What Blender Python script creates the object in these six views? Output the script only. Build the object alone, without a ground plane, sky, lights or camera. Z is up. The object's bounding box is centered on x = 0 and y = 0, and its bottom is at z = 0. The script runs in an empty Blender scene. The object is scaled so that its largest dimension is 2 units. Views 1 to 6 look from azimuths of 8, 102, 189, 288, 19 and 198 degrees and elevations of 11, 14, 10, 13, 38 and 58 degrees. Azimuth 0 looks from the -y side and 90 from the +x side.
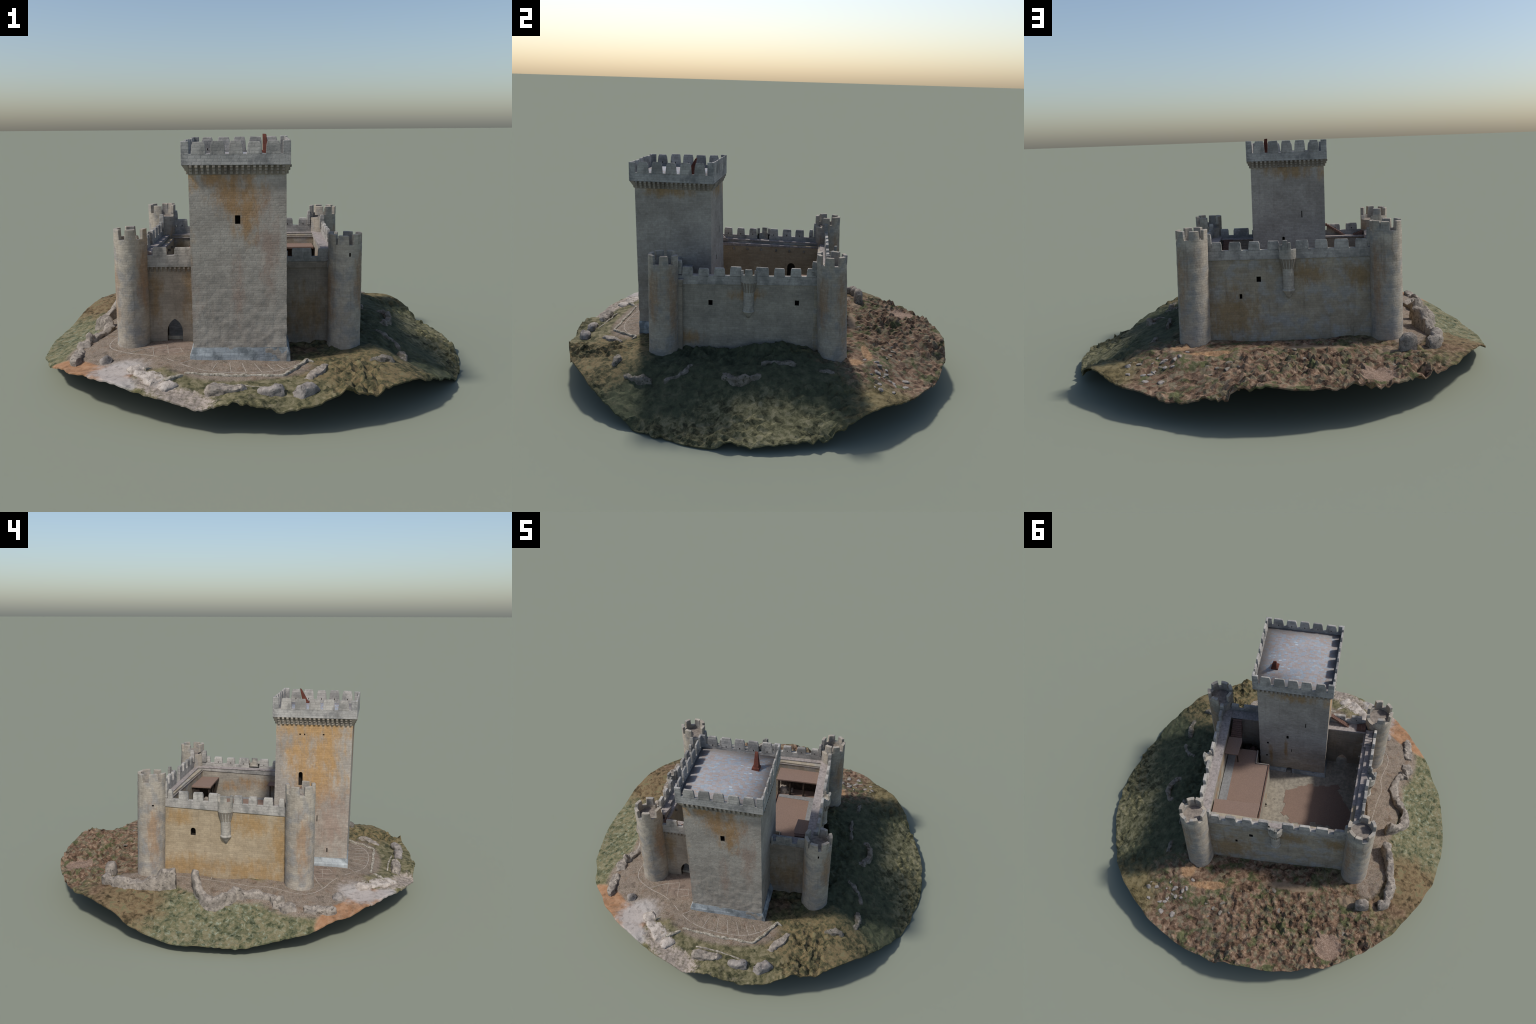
"""A small stone castle with a tall square keep, four round corner towers and a
walled courtyard, standing on a round patch of scanned hillside."""
import bpy, bmesh, math, random
import numpy as np
from mathutils import Matrix, Vector

R = random.Random(7)
bpy.context.view_layer.update()
COL = bpy.context.scene.collection

# ------------------------------------------------------------------ helpers
def lin(r, g, b):
    f = lambda c: (c / 255 / 12.92) if c / 255 <= 0.04045 else ((c / 255 + 0.055) / 1.055) ** 2.4
    return (f(r), f(g), f(b), 1.0)

def hash3(ix, iy, iz, seed):
    n = (ix.astype(np.int64) * 374761393 + iy.astype(np.int64) * 668265263
         + iz.astype(np.int64) * 2147483647 + seed * 974711) & 0x7fffffff
    n = ((n ^ (n >> 13)) * 1274126177) & 0x7fffffff
    n = ((n ^ (n >> 15)) * 1103515245) & 0x7fffffff
    return ((n >> 8) & 0xffff) / 65535.0 * 2 - 1

def vnoise(P, freq, seed=0):
    """value noise, P (n,3) -> (n,) in -1..1"""
    Q = np.asarray(P, float) * freq + 100.0
    I = np.floor(Q); F = Q - I; F = F * F * (3 - 2 * F)
    ix, iy, iz = I[:, 0], I[:, 1], I[:, 2]
    out = 0
    for dx in (0, 1):
        for dy in (0, 1):
            for dz in (0, 1):
                w = (F[:, 0] if dx else 1 - F[:, 0]) * (F[:, 1] if dy else 1 - F[:, 1]) * (F[:, 2] if dz else 1 - F[:, 2])
                out = out + w * hash3(ix + dx, iy + dy, iz + dz, seed)
    return out

def fbm(P, freq, octaves=3, seed=0):
    a, s, out = 1.0, 0.0, 0
    for o in range(octaves):
        out = out + a * vnoise(P, freq * 2 ** o, seed + o); s += a; a *= 0.55
    return out / s

def cellbump(P2, freq, seed=0):
    """cone-like bumps: 1 - distance to the nearest jittered cell point"""
    Q = np.asarray(P2, float) * freq + 50.0
    I = np.floor(Q); best = np.full(len(Q), 9.0)
    z = np.zeros(len(Q))
    for dx in (-1, 0, 1):
        for dy in (-1, 0, 1):
            cx, cy = I[:, 0] + dx, I[:, 1] + dy
            px = cx + 0.5 + 0.45 * hash3(cx, cy, z, seed)
            py = cy + 0.5 + 0.45 * hash3(cx, cy, z, seed + 5)
            d = np.hypot(Q[:, 0] - px, Q[:, 1] - py) - 0.18 * hash3(cx, cy, z, seed + 9)
            best = np.minimum(best, d)
    return 1 - best

WORLD = {}
def link(obj, parent=None, frame=None):
    COL.objects.link(obj)
    M = frame if frame is not None else Matrix.Identity(4)
    if parent is not None:
        obj.parent = parent
        obj.matrix_parent_inverse = WORLD[parent.name].inverted()
    obj.matrix_basis = M
    WORLD[obj.name] = M.copy()
    return obj

def mesh_obj(name, verts, faces, mat, parent=None, frame=None, smooth=False, angle=None):
    me = bpy.data.meshes.new(name)
    me.from_pydata([tuple(v) for v in verts], [], [tuple(f) for f in faces])
    me.validate(); me.update()
    for m in (mat if isinstance(mat, (list, tuple)) else [mat]):
        me.materials.append(m)
    if smooth:
        me.polygons.foreach_set('use_smooth', [True] * len(me.polygons))
        if angle:
            me.set_sharp_from_angle(angle=math.radians(angle))
    ob = bpy.data.objects.new(name, me)
    return link(ob, parent, frame)

def empty(name, parent=None, frame=None):
    ob = bpy.data.objects.new(name, None)
    ob.empty_display_size = 0.05
    return link(ob, parent, frame)

def bevelled(name, verts, faces, mat, width=0.0015, parent=None, frame=None, segs=1):
    me = bpy.data.meshes.new(name)
    bm = bmesh.new()
    vs = [bm.verts.new(v) for v in verts]
    for f in faces:
        bm.faces.new([vs[i] for i in f])
    bmesh.ops.recalc_face_normals(bm, faces=bm.faces)
    if width:
        bmesh.ops.bevel(bm, geom=list(bm.edges), offset=width, segments=segs, affect='EDGES', profile=0.6)
    bm.to_mesh(me); bm.free()
    me.materials.append(mat)
    return link(bpy.data.objects.new(name, me), parent, frame)

BOXF = [(0, 3, 2, 1), (4, 5, 6, 7), (0, 1, 5, 4), (1, 2, 6, 5), (2, 3, 7, 6), (3, 0, 4, 7)]
def boxv(x0, x1, y0, y1, z0, z1, tx=0, ty=0):
    return [(x0, y0, z0), (x1, y0, z0), (x1, y1, z0), (x0, y1, z0),
            (x0 + tx, y0 + ty, z1), (x1 - tx, y0 + ty, z1), (x1 - tx, y1 - ty, z1), (x0 + tx, y1 - ty, z1)]

def box(name, x0, x1, y0, y1, z0, z1, mat, parent=None, frame=None, w=0.0012, tx=0, ty=0):
    return bevelled(name, boxv(x0, x1, y0, y1, z0, z1, tx, ty), BOXF, mat, w, parent, frame)

def prism(name, poly, z0, z1, mat, parent=None, frame=None, w=0.0012):
    n = len(poly)
    zz0 = z0 if isinstance(z0, (list, tuple)) else [z0] * n
    zz1 = z1 if isinstance(z1, (list, tuple)) else [z1] * n
    v = [(p[0], p[1], zz0[i]) for i, p in enumerate(poly)] + [(p[0], p[1], zz1[i]) for i, p in enumerate(poly)]
    f = [tuple(range(n))[::-1], tuple(range(n, 2 * n))] + [(i, (i + 1) % n, n + (i + 1) % n, n + i) for i in range(n)]
    return bevelled(name, v, f, mat, w, parent, frame)

def dense_prism(bottom, top, step, disp=None):
    """closed prism between two quads (3D points), side walls as fine grids; disp(P)->offset along outward normal"""
    b = [np.array(p, float) for p in bottom]; t = [np.array(p, float) for p in top]
    nz = max(2, int(np.linalg.norm(t[0] - b[0]) / step))
    ring = []
    for i in range(4):
        n = max(1, int(round(np.linalg.norm(b[(i + 1) % 4] - b[i]) / step)))
        for k in range(n):
            ring.append((i, k / n))
    V = []
    cb = sum(b) / 4
    for j in range(nz + 1):
        s = j / nz
        c = [b[i] * (1 - s) + t[i] * s for i in range(4)]
        for i, u in ring:
            V.append(c[i] * (1 - u) + c[(i + 1) % 4] * u)
    V = np.array(V); m = len(ring)
    if disp is not None:
        nrm = np.zeros((m, 3))
        for q, (i, u) in enumerate(ring):
            e = b[(i + 1) % 4] - b[i]; n1 = np.array([e[1], -e[0], 0]); n1 /= np.linalg.norm(n1)
            if u == 0:
                e0 = b[i] - b[i - 1]; n0 = np.array([e0[1], -e0[0], 0]); n0 /= np.linalg.norm(n0); n1 = n1 + n0
            nrm[q] = n1
        V = V + np.tile(nrm, (nz + 1, 1)) * disp(V)[:, None]
    F = []
    for j in range(nz):
        for q in range(m):
            F.append((j * m + q, j * m + (q + 1) % m, (j + 1) * m + (q + 1) % m, (j + 1) * m + q))
    F.append(tuple(range(m))[::-1]); F.append(tuple(range(nz * m, nz * m + m)))
    return V, F

def arch_profile(w, z0, z1, pointed=0.5, n=7):
    """2D opening outline, (u,z): straight jambs, (pointed) arched head"""
    if pointed >= 1:        # two arcs struck from the opposite jambs
        zs = z1 - w * 0.866
        arc = [(w * math.cos(a) - w / 2, zs + w * math.sin(a)) for a in [math.radians(60 * k / n) for k in range(n + 1)]]
        return [(-w / 2, z0), (w / 2, z0)] + arc + [(-u, z) for u, z in arc[-2::-1]]
    h = w * 0.5 * (1 + pointed * 0.7)
    zs = z1 - h
    pts = [(-w / 2, z0), (w / 2, z0), (w / 2, zs)]
    for k in range(1, n):
        a = k / n * math.pi / 2
        u = math.cos(a) ** (1 - 0.35 * pointed)
        pts.append((w / 2 * u, zs + h * math.sin(a)))
    pts.append((0, z1))
    for k in range(n - 1, 0, -1):
        a = k / n * math.pi / 2
        u = math.cos(a) ** (1 - 0.35 * pointed)
        pts.append((-w / 2 * u, zs + h * math.sin(a)))
    pts.append((-w / 2, zs))
    return pts

def rect_profile(w, z0, z1):
    return [(-w / 2, z0), (w / 2, z0), (w / 2, z1), (-w / 2, z1)]

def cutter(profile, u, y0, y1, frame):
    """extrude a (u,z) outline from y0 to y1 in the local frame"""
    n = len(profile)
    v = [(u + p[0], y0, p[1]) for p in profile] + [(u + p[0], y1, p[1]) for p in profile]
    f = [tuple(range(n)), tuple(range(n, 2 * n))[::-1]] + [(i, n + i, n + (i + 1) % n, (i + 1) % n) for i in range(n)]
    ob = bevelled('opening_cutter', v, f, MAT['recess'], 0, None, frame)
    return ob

def cut(obj, cutters):
    bpy.context.view_layer.update()
    for c in cutters:
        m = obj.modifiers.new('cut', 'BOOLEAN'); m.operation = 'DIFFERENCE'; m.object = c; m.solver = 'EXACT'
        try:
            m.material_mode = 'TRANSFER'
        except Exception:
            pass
    dg = bpy.context.evaluated_depsgraph_get()
    me = bpy.data.meshes.new_from_object(obj.evaluated_get(dg))
    obj.modifiers.clear()
    old = obj.data; nm = old.name; obj.data = me
    bpy.data.meshes.remove(old); me.name = nm
    for c in cutters:
        d = c.data; bpy.data.objects.remove(c); bpy.data.meshes.remove(d)

def frame_of(A, B):
    """local x along A->B, y to the left (inward for a counter-clockwise ring), z up"""
    t = Vector((B[0] - A[0], B[1] - A[1], 0)); L = t.length; t.normalize()
    M = Matrix(((t.x, -t.y, 0, A[0]), (t.y, t.x, 0, A[1]), (0, 0, 1, 0), (0, 0, 0, 1)))
    return M, L

# ------------------------------------------------------------------ materials
class NB:
    def __init__(self, name, rough=0.95, spec=0.15):
        self.m = bpy.data.materials.new(name); self.m.use_nodes = True
        self.t = self.m.node_tree; self.t.nodes.clear()
        self.out = self.n('ShaderNodeOutputMaterial'); self.b = self.n('ShaderNodeBsdfPrincipled')
        self.b.inputs['Roughness'].default_value = rough
        self.b.inputs['Specular IOR Level'].default_value = spec
        self.t.links.new(self.b.outputs[0], self.out.inputs[0])
        self.tc = self.n('ShaderNodeTexCoord')
        self.obj = self.tc.outputs['Object']
    def n(self, ty, **kw):
        nd = self.t.nodes.new(ty)
        for k, v in kw.items():
            setattr(nd, k, v)
        return nd
    def l(self, a, b):
        if hasattr(a, 'links') or hasattr(a, 'is_linked'):
            self.t.links.new(a, b)
        else:
            b.default_value = a
    def math(self, op, a, b=0.0, c=0.0, clamp=False):
        nd = self.n('ShaderNodeMath', operation=op, use_clamp=clamp)
        for i, v in enumerate((a, b, c)):
            self.l(v, nd.inputs[i])
        return nd.outputs[0]
    def vmath(self, op, a, b=(0, 0, 0)):
        nd = self.n('ShaderNodeVectorMath', operation=op)
        self.l(a, nd.inputs[0]); self.l(b, nd.inputs[1])
        return nd.outputs[0]
    def sep(self, v):
        nd = self.n('ShaderNodeSeparateXYZ'); self.l(v, nd.inputs[0]); return nd.outputs
    def comb(self, x, y, z=0.0):
        nd = self.n('ShaderNodeCombineXYZ')
        for i, v in enumerate((x, y, z)):
            self.l(v, nd.inputs[i])
        return nd.outputs[0]
    def noise(self, v, scale, detail=3, rough=0.55, dist=0.0):
        nd = self.n('ShaderNodeTexNoise')
        self.l(v, nd.inputs['Vector']); nd.inputs['Scale'].default_value = scale
        nd.inputs['Detail'].default_value = detail; nd.inputs['Roughness'].default_value = rough
        nd.inputs['Distortion'].default_value = dist
        return nd.outputs['Fac']
    def voronoi(self, v, scale, out='Distance', feature='F1'):
        nd = self.n('ShaderNodeTexVoronoi', feature=feature)
        self.l(v, nd.inputs['Vector']); nd.inputs['Scale'].default_value = scale
        return nd.outputs[out]
    def white(self, v):
        nd = self.n('ShaderNodeTexWhiteNoise', noise_dimensions='3D'); self.l(v, nd.inputs['Vector'])
        return nd.outputs['Value']
    def mixc(self, fac, a, b, mode='MIX'):
        nd = self.n('ShaderNodeMix', data_type='RGBA', blend_type=mode, clamp_factor=True)
        self.l(fac, nd.inputs[0]); self.l(a, nd.inputs[6]); self.l(b, nd.inputs[7])
        return nd.outputs[2]
    def ramp(self, fac, stops, interp='LINEAR'):
        nd = self.n('ShaderNodeValToRGB'); nd.color_ramp.interpolation = interp
        e = nd.color_ramp.elements
        e[0].position, e[0].color = stops[0]; e[1].position, e[1].color = stops[-1]
        for p, c in stops[1:-1]:
            x = e.new(p); x.color = c
        self.l(fac, nd.inputs[0]); return nd.outputs[0]
    def smooth(self, x, lo, hi):
        nd = self.n('ShaderNodeMapRange', interpolation_type='SMOOTHSTEP')
        self.l(x, nd.inputs[0]); nd.inputs[1].default_value = lo; nd.inputs[2].default_value = hi
        return nd.outputs[0]
    def blob(self, v, c, r, rot=0.0):
        """1 in the middle of an ellipsoid, 0 at its edge"""
        mp = self.n('ShaderNodeMapping', vector_type='TEXTURE')
        self.l(v, mp.inputs[0]); mp.inputs[1].default_value = c; mp.inputs[3].default_value = r
        mp.inputs[2].default_value = (0, 0, math.radians(rot))
        g = self.n('ShaderNodeTexGradient', gradient_type='SPHERICAL'); self.l(mp.outputs[0], g.inputs[0])
        return g.outputs[1]
    def blobs(self, v, lst):
        o = None
        for it in lst:
            g = self.blob(v, *it)
            o = g if o is None else self.math('MAXIMUM', o, g)
        return o
    def bump(self, h, strength=0.5, dist=0.002, prev=None):
        nd = self.n('ShaderNodeBump'); nd.inputs['Strength'].default_value = strength
        nd.inputs['Distance'].default_value = dist; self.l(h, nd.inputs['Height'])
        if prev is not None:
            self.l(prev, nd.inputs['Normal'])
        return nd.outputs[0]
    def finish(self, col, normal=None):
        self.l(col, self.b.inputs['Base Color'])
        if normal is not None:
            self.l(normal, self.b.inputs['Normal'])
        return self.m
    # stone courses: returns (random per stone, mortar mask, stone profile)
    def courses(self, uv, w, h, joint=0.09):
        s = self.sep(uv)
        wob = self.noise(self.obj, 25, 2)
        vv = self.math('ADD', self.math('DIVIDE', s[1], h), self.math('MULTIPLY', wob, 0.5))
        row = self.math('FLOOR', vv)
        rr = self.white(self.comb(row, 3.7, 1.3))
        ww = self.math('MULTIPLY', self.math('ADD', rr, 0.75), w)
        uu = self.math('ADD', self.math('DIVIDE', s[0], ww), self.math('MULTIPLY', rr, 7.0))
        uu = self.math('ADD', uu, self.math('MULTIPLY', wob, 0.35))
        colu = self.math('FLOOR', uu)
        rnd = self.white(self.comb(colu, row, 0.5))
        fu = self.math('SUBTRACT', uu, colu); fv = self.math('SUBTRACT', vv, row)
        du = self.math('MINIMUM', fu, self.math('SUBTRACT', 1.0, fu))
        dv = self.math('MINIMUM', fv, self.math('SUBTRACT', 1.0, fv))
        du = self.math('MULTIPLY', du, w / h)
        d = self.math('MINIMUM', du, dv)
        prof = self.smooth(d, 0.0, joint * 2.2)
        return rnd, self.math('SUBTRACT', 1.0, prof), prof

MAT = {}

def stone(name, c_light, c_dark, mode='wall', stains=(), stain_cols=None, w=0.021, h=0.0105,
          joint_col=None, joint=0.13, patch=None, grey=None, rough_bump=0.45, streaks=0.0):
    nb = NB(name)
    s = nb.sep(nb.obj)
    if mode == 'wall':
        uv = nb.comb(s[0], s[2])
    elif mode == 'box':
        ns = nb.sep(nb.tc.outputs['Normal'])
        k = nb.math('GREATER_THAN', nb.math('ABSOLUTE', ns[0]), nb.math('ABSOLUTE', ns[1]))
        u = nb.math('ADD', nb.math('MULTIPLY', s[1], k), nb.math('MULTIPLY', s[0], nb.math('SUBTRACT', 1.0, k)))
        uv = nb.comb(u, s[2])
    elif mode == 'floor':
        uv = nb.comb(s[0], s[1])
    else:
        a = nb.math('ARCTAN2', s[1], s[0])
        uv = nb.comb(nb.math('MULTIPLY', a, 0.071), s[2])
    rnd, mort, prof = nb.courses(uv, w, h)
    n1 = nb.noise(nb.obj, 9, 4); n2 = nb.noise(nb.obj, 90, 3, 0.7); n3 = nb.noise(nb.obj, 330, 2, 0.7)
    base = nb.mixc(nb.smooth(n1, 0.3, 0.7), lin(*c_dark), lin(*c_light))
    if grey:
        base = nb.mixc(nb.smooth(nb.noise(nb.obj, 14, 4, 0.6), 0.45, 0.62), base, lin(*grey))
    # value changes from stone to stone and grain
    vary = nb.math('ADD', 0.91, nb.math('MULTIPLY', rnd, 0.18))
    vary = nb.math('MULTIPLY', vary, nb.math('ADD', 0.76, nb.math('MULTIPLY', n2, 0.48)))
    vary = nb.math('MULTIPLY', vary, nb.math('ADD', 0.8, nb.math('MULTIPLY', n3, 0.4)))
    col = base
    if stains:
        nz = nb.noise(nb.vmath('MULTIPLY', nb.obj, (1, 1, 0.4)), 30, 5, 0.72)
        for lst, cc, amt in stains:
            g = nb.blobs(nb.obj, lst)
            k = nb.math('ADD', g, nb.math('MULTIPLY', nb.math('SUBTRACT', nz, 0.5), 2.2))
            k = nb.smooth(k, 0.10, 0.95)
            k = nb.math('MULTIPLY', k, nb.smooth(g, 0.0, 0.25))
            col = nb.mixc(nb.math('MULTIPLY', k, amt), col, lin(*cc))
    if streaks:
        st = nb.noise(nb.vmath('MULTIPLY', nb.obj, (1, 1, 0.07)), 60, 3, 0.6)
        col = nb.mixc(nb.math('MULTIPLY', nb.smooth(st, 0.55, 0.75), streaks), col, lin(95, 84, 72))
    v = nb.comb(vary, vary, vary)
    col = nb.mixc(1.0, col, v, 'MULTIPLY')
    jc = lin(*(joint_col or tuple(int(x * 0.62) for x in c_dark)))
    col = nb.mixc(nb.math('MULTIPLY', mort, joint), col, jc)
    hgt = nb.math('ADD', nb.math('MULTIPLY', prof, 0.20), nb.math('MULTIPLY', n2, 0.8))
    nrm = nb.bump(hgt, rough_bump, 0.0025)
    MAT[name] = nb.finish(col, nrm)

def plain(name, a, b, scale=60, bump=0.3, rough=0.95, spots=None, dist=0.002):
    nb = NB(name, rough)
    f = nb.noise(nb.obj, scale, 4, 0.65)
    col = nb.mixc(nb.smooth(f, 0.3, 0.7), lin(*a), lin(*b))
    if spots:
        col = nb.mixc(nb.smooth(nb.noise(nb.obj, spots[1], 3, 0.7), spots[2], spots[2] + 0.12), col, lin(*spots[0]))
    MAT[name] = nb.finish(col, nb.bump(nb.noise(nb.obj, scale * 3, 3, 0.7), bump, dist) if bump else None)

plain('recess', (38, 34, 31), (52, 46, 40), 40, 0)  # opening reveals coloured near black, shade of the interiors painted in

# keep masonry: local frame centred on the keep, x to the east face, y to the north face
stone('keep_masonry', (164, 157, 147), (144, 137, 128), 'box', w=0.018, h=0.0095, stains=[
    ([((0.00, -0.20, 0.86), (0.17, 0.12, 0.15)), ((0.03, -0.20, 0.76), (0.10, 0.10, 0.17)),
      ((-0.10, -0.20, 0.90), (0.09, 0.10, 0.08))], (150, 116, 76), 0.85),
    ([((-0.20, 0.00, 0.90), (0.10, 0.40, 0.10)), ((-0.20, -0.06, 0.78), (0.10, 0.14, 0.24)),
      ((-0.20, 0.08, 0.76), (0.10, 0.12, 0.26)), ((-0.20, -0.02, 0.66), (0.10, 0.22, 0.24))], (168, 132, 84), 0.85),
    ([((0.0, 0.20, 0.91), (0.2, 0.08, 0.07)), ((0.20, -0.02, 0.91), (0.08, 0.2, 0.05)),
      ((0.04, 0.2, 0.42), (0.018, 0.06, 0.16)), ((0.13, 0.2, 0.36), (0.02, 0.06, 0.16))], (142, 110, 62), 0.7),
    ([((0.12, -0.2, 0.62), (0.07, 0.1, 0.3)), ((0.0, -0.2, 0.45), (0.05, 0.1, 0.2)),
      ((-0.2, -0.10, 0.40), (0.1, 0.16, 0.30))], (146, 122, 108), 0.6)], streaks=0.2)
stone('parapet_masonry', (168, 165, 160), (142, 140, 136), 'box', w=0.022, h=0.012, grey=(126, 125, 123), joint=0.2, streaks=0.3)
stone('plinth_masonry', (172, 178, 180), (140, 146, 150), 'box', w=0.03, h=0.02, grey=(120, 126, 128), joint=.2)
stone('corbel_stone', (146, 138, 126), (112, 104, 95), 'box', w=0.05, h=0.05, joint=0.0)
stone('tower_masonry', (166, 158, 145), (146, 137, 125), 'cyl', w=0.020, h=0.0105, stains=[
    ([((0.03, 0.06, 0.42), (0.06, 0.06, 0.25)), ((-0.06, -0.03, 0.40), (0.05, 0.07, 0.22)), ((0.06, -.03, .45), (.05, .05, .2))], (146, 116, 86), 0.7)],
    grey=(140, 137, 132), streaks=0.35)
stone('west_wall_masonry', (164, 149, 125), (147, 132, 109), 'wall', stains=[
    ([((0.14, 0, 0.48), (0.12, 0.03, 0.07)), ((0.50, 0, 0.46), (0.15, 0.03, 0.12)), ((0.66, 0, 0.36), (0.09, 0.03, 0.26)),
      ((0.2, 0, 0.22), (0.3, 0.03, 0.10)), ((0.5, 0, 0.22), (0.35, 0.03, 0.09)), ((0.40, 0, 0.47), (0.06, 0.03, 0.06))], (150, 120, 78), 0.75)],
    streaks=0.2)
stone('north_wall_masonry', (160, 150, 132), (138, 128, 112), 'wall', stains=[
    ([((0.16, 0, 0.28), (0.22, 0.2, 0.22)), ((0.5, 0, 0.47), (0.14, 0.2, 0.08)), ((0.75, 0, 0.45), (0.14, 0.2, 0.09))], (134, 108, 70), 0.7)],
    grey=(148, 145, 138), streaks=0.3)
stone('east_wall_masonry', (156, 149, 136), (134, 128, 118), 'wall', stains=[
    ([((0.4, 0, 0.47), (0.14, 0.02, 0.05)), ((0.1, 0, 0.24), (0.14, 0.02, 0.06)),
      ((0.35, 0.07, 0.46), (0.34, 0.03, 0.07)), ((0.55, 0.07, 0.44), (0.16, 0.03, 0.06))], (148, 114, 72), 0.75)], streaks=0.2)
stone('south_wall_masonry', (152, 142, 128), (130, 120, 108), 'wall', stains=[
    ([((0.10, 0, 0.38), (0.05, 0.1, 0.2)), ((0.25, 0, 0.40), (0.05, 0.1, 0.2)), ((0.75, 0, 0.30), (0.18, 0.1, 0.18))], (128, 102, 68), 0.7)],
    streaks=0.35)
stone('merlon_stone', (172, 168, 161), (144, 140, 135), 'wall', w=0.024, h=0.013, grey=(128, 126, 122), joint=0.18)
stone('turret_stone', (174, 169, 160), (148, 142, 132), 'cyl', w=0.02, h=0.012, grey=(130, 128, 122), joint=0.2)
plain('walkway_paving', (156, 148, 144), (124, 118, 115), 70, 0.5, spots=((98, 92, 90), 40, 0.6))
plain('tower_floor', (140, 131, 122), (108, 101, 95), 60, 0.4)
plain('brown_gravel', (134, 113, 101), (116, 98, 88), 260, 0.25)
plain('grey_border', (130, 131, 131), (112, 112, 112), 90, 0.2)
plain('court_paving', (152, 145, 132), (122, 116, 106), 55, 0.35, spots=((106, 100, 92), 30, 0.62))
plain('red_brick', (112, 88, 78), (92, 72, 65), 80, 0.3)
plain('rust_metal', (104, 60, 48), (76, 44, 37), 45, 0.2, 0.7)
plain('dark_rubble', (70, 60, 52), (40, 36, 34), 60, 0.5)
plain('pale_edging', (172, 164, 154), (134, 126, 116), 120, 0.3)
plain('low_rubble', (178, 170, 158), (108, 103, 88), 95, 0.6, spots=((88, 84, 68), 60, 0.56), dist=0.004)
plain('rubble_stone', (158, 149, 138), (112, 105, 98), 40, 0.9, spots=((84, 79, 73), 75, 0.56), dist=0.004)
plain('bank_rock', (134, 127, 118), (88, 84, 76), 40, 0.9, spots=((70, 70, 56), 60, 0.55), dist=0.004)  # darker copy of the grey rock, toned down to the shaded east bank
plain('white_rock', (184, 175, 166), (142, 133, 124), 34, 0.8, spots=((98, 92, 82), 70, 0.57), dist=0.004)
plain('grey_rock', (152, 145, 138), (108, 103, 99), 34, 0.8, spots=((80, 76, 72), 60, 0.57), dist=0.004)

def roof_tiles():
    nb = NB('roof_tiles', 0.85)
    s = nb.sep(nb.obj)
    uv = nb.comb(nb.math('ADD', s[0], 3.0), nb.math('ADD', s[1], 3.0))
    rnd, mort, prof = nb.courses(uv, 0.0135, 0.0085, 0.06)
    lo = nb.noise(nb.obj, 13, 3)
    k = nb.math('ADD', nb.math('MULTIPLY', rnd, 0.62), nb.math('MULTIPLY', lo, 0.45))
    col = nb.ramp(k, [(0.14, lin(142, 130, 126)), (0.38, lin(148, 142, 140)), (0.56, lin(148, 148, 152)),
                      (0.74, lin(134, 144, 154)), (0.86, lin(150, 160, 168)), (0.96, lin(190, 196, 200))])
    edge = nb.math('MAXIMUM', nb.math('ABSOLUTE', s[0]), nb.math('ABSOLUTE', s[1]))
    col = nb.mixc(nb.math('MULTIPLY', nb.smooth(edge, 0.15, 0.185), 0.6), col, lin(132, 126, 122))
    col = nb.mixc(nb.math('MULTIPLY', mort, 0.3), col, lin(108, 106, 106))
    MAT['roof_tiles'] = nb.finish(col, nb.bump(prof, 0.25, 0.001))
roof_tiles()

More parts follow.
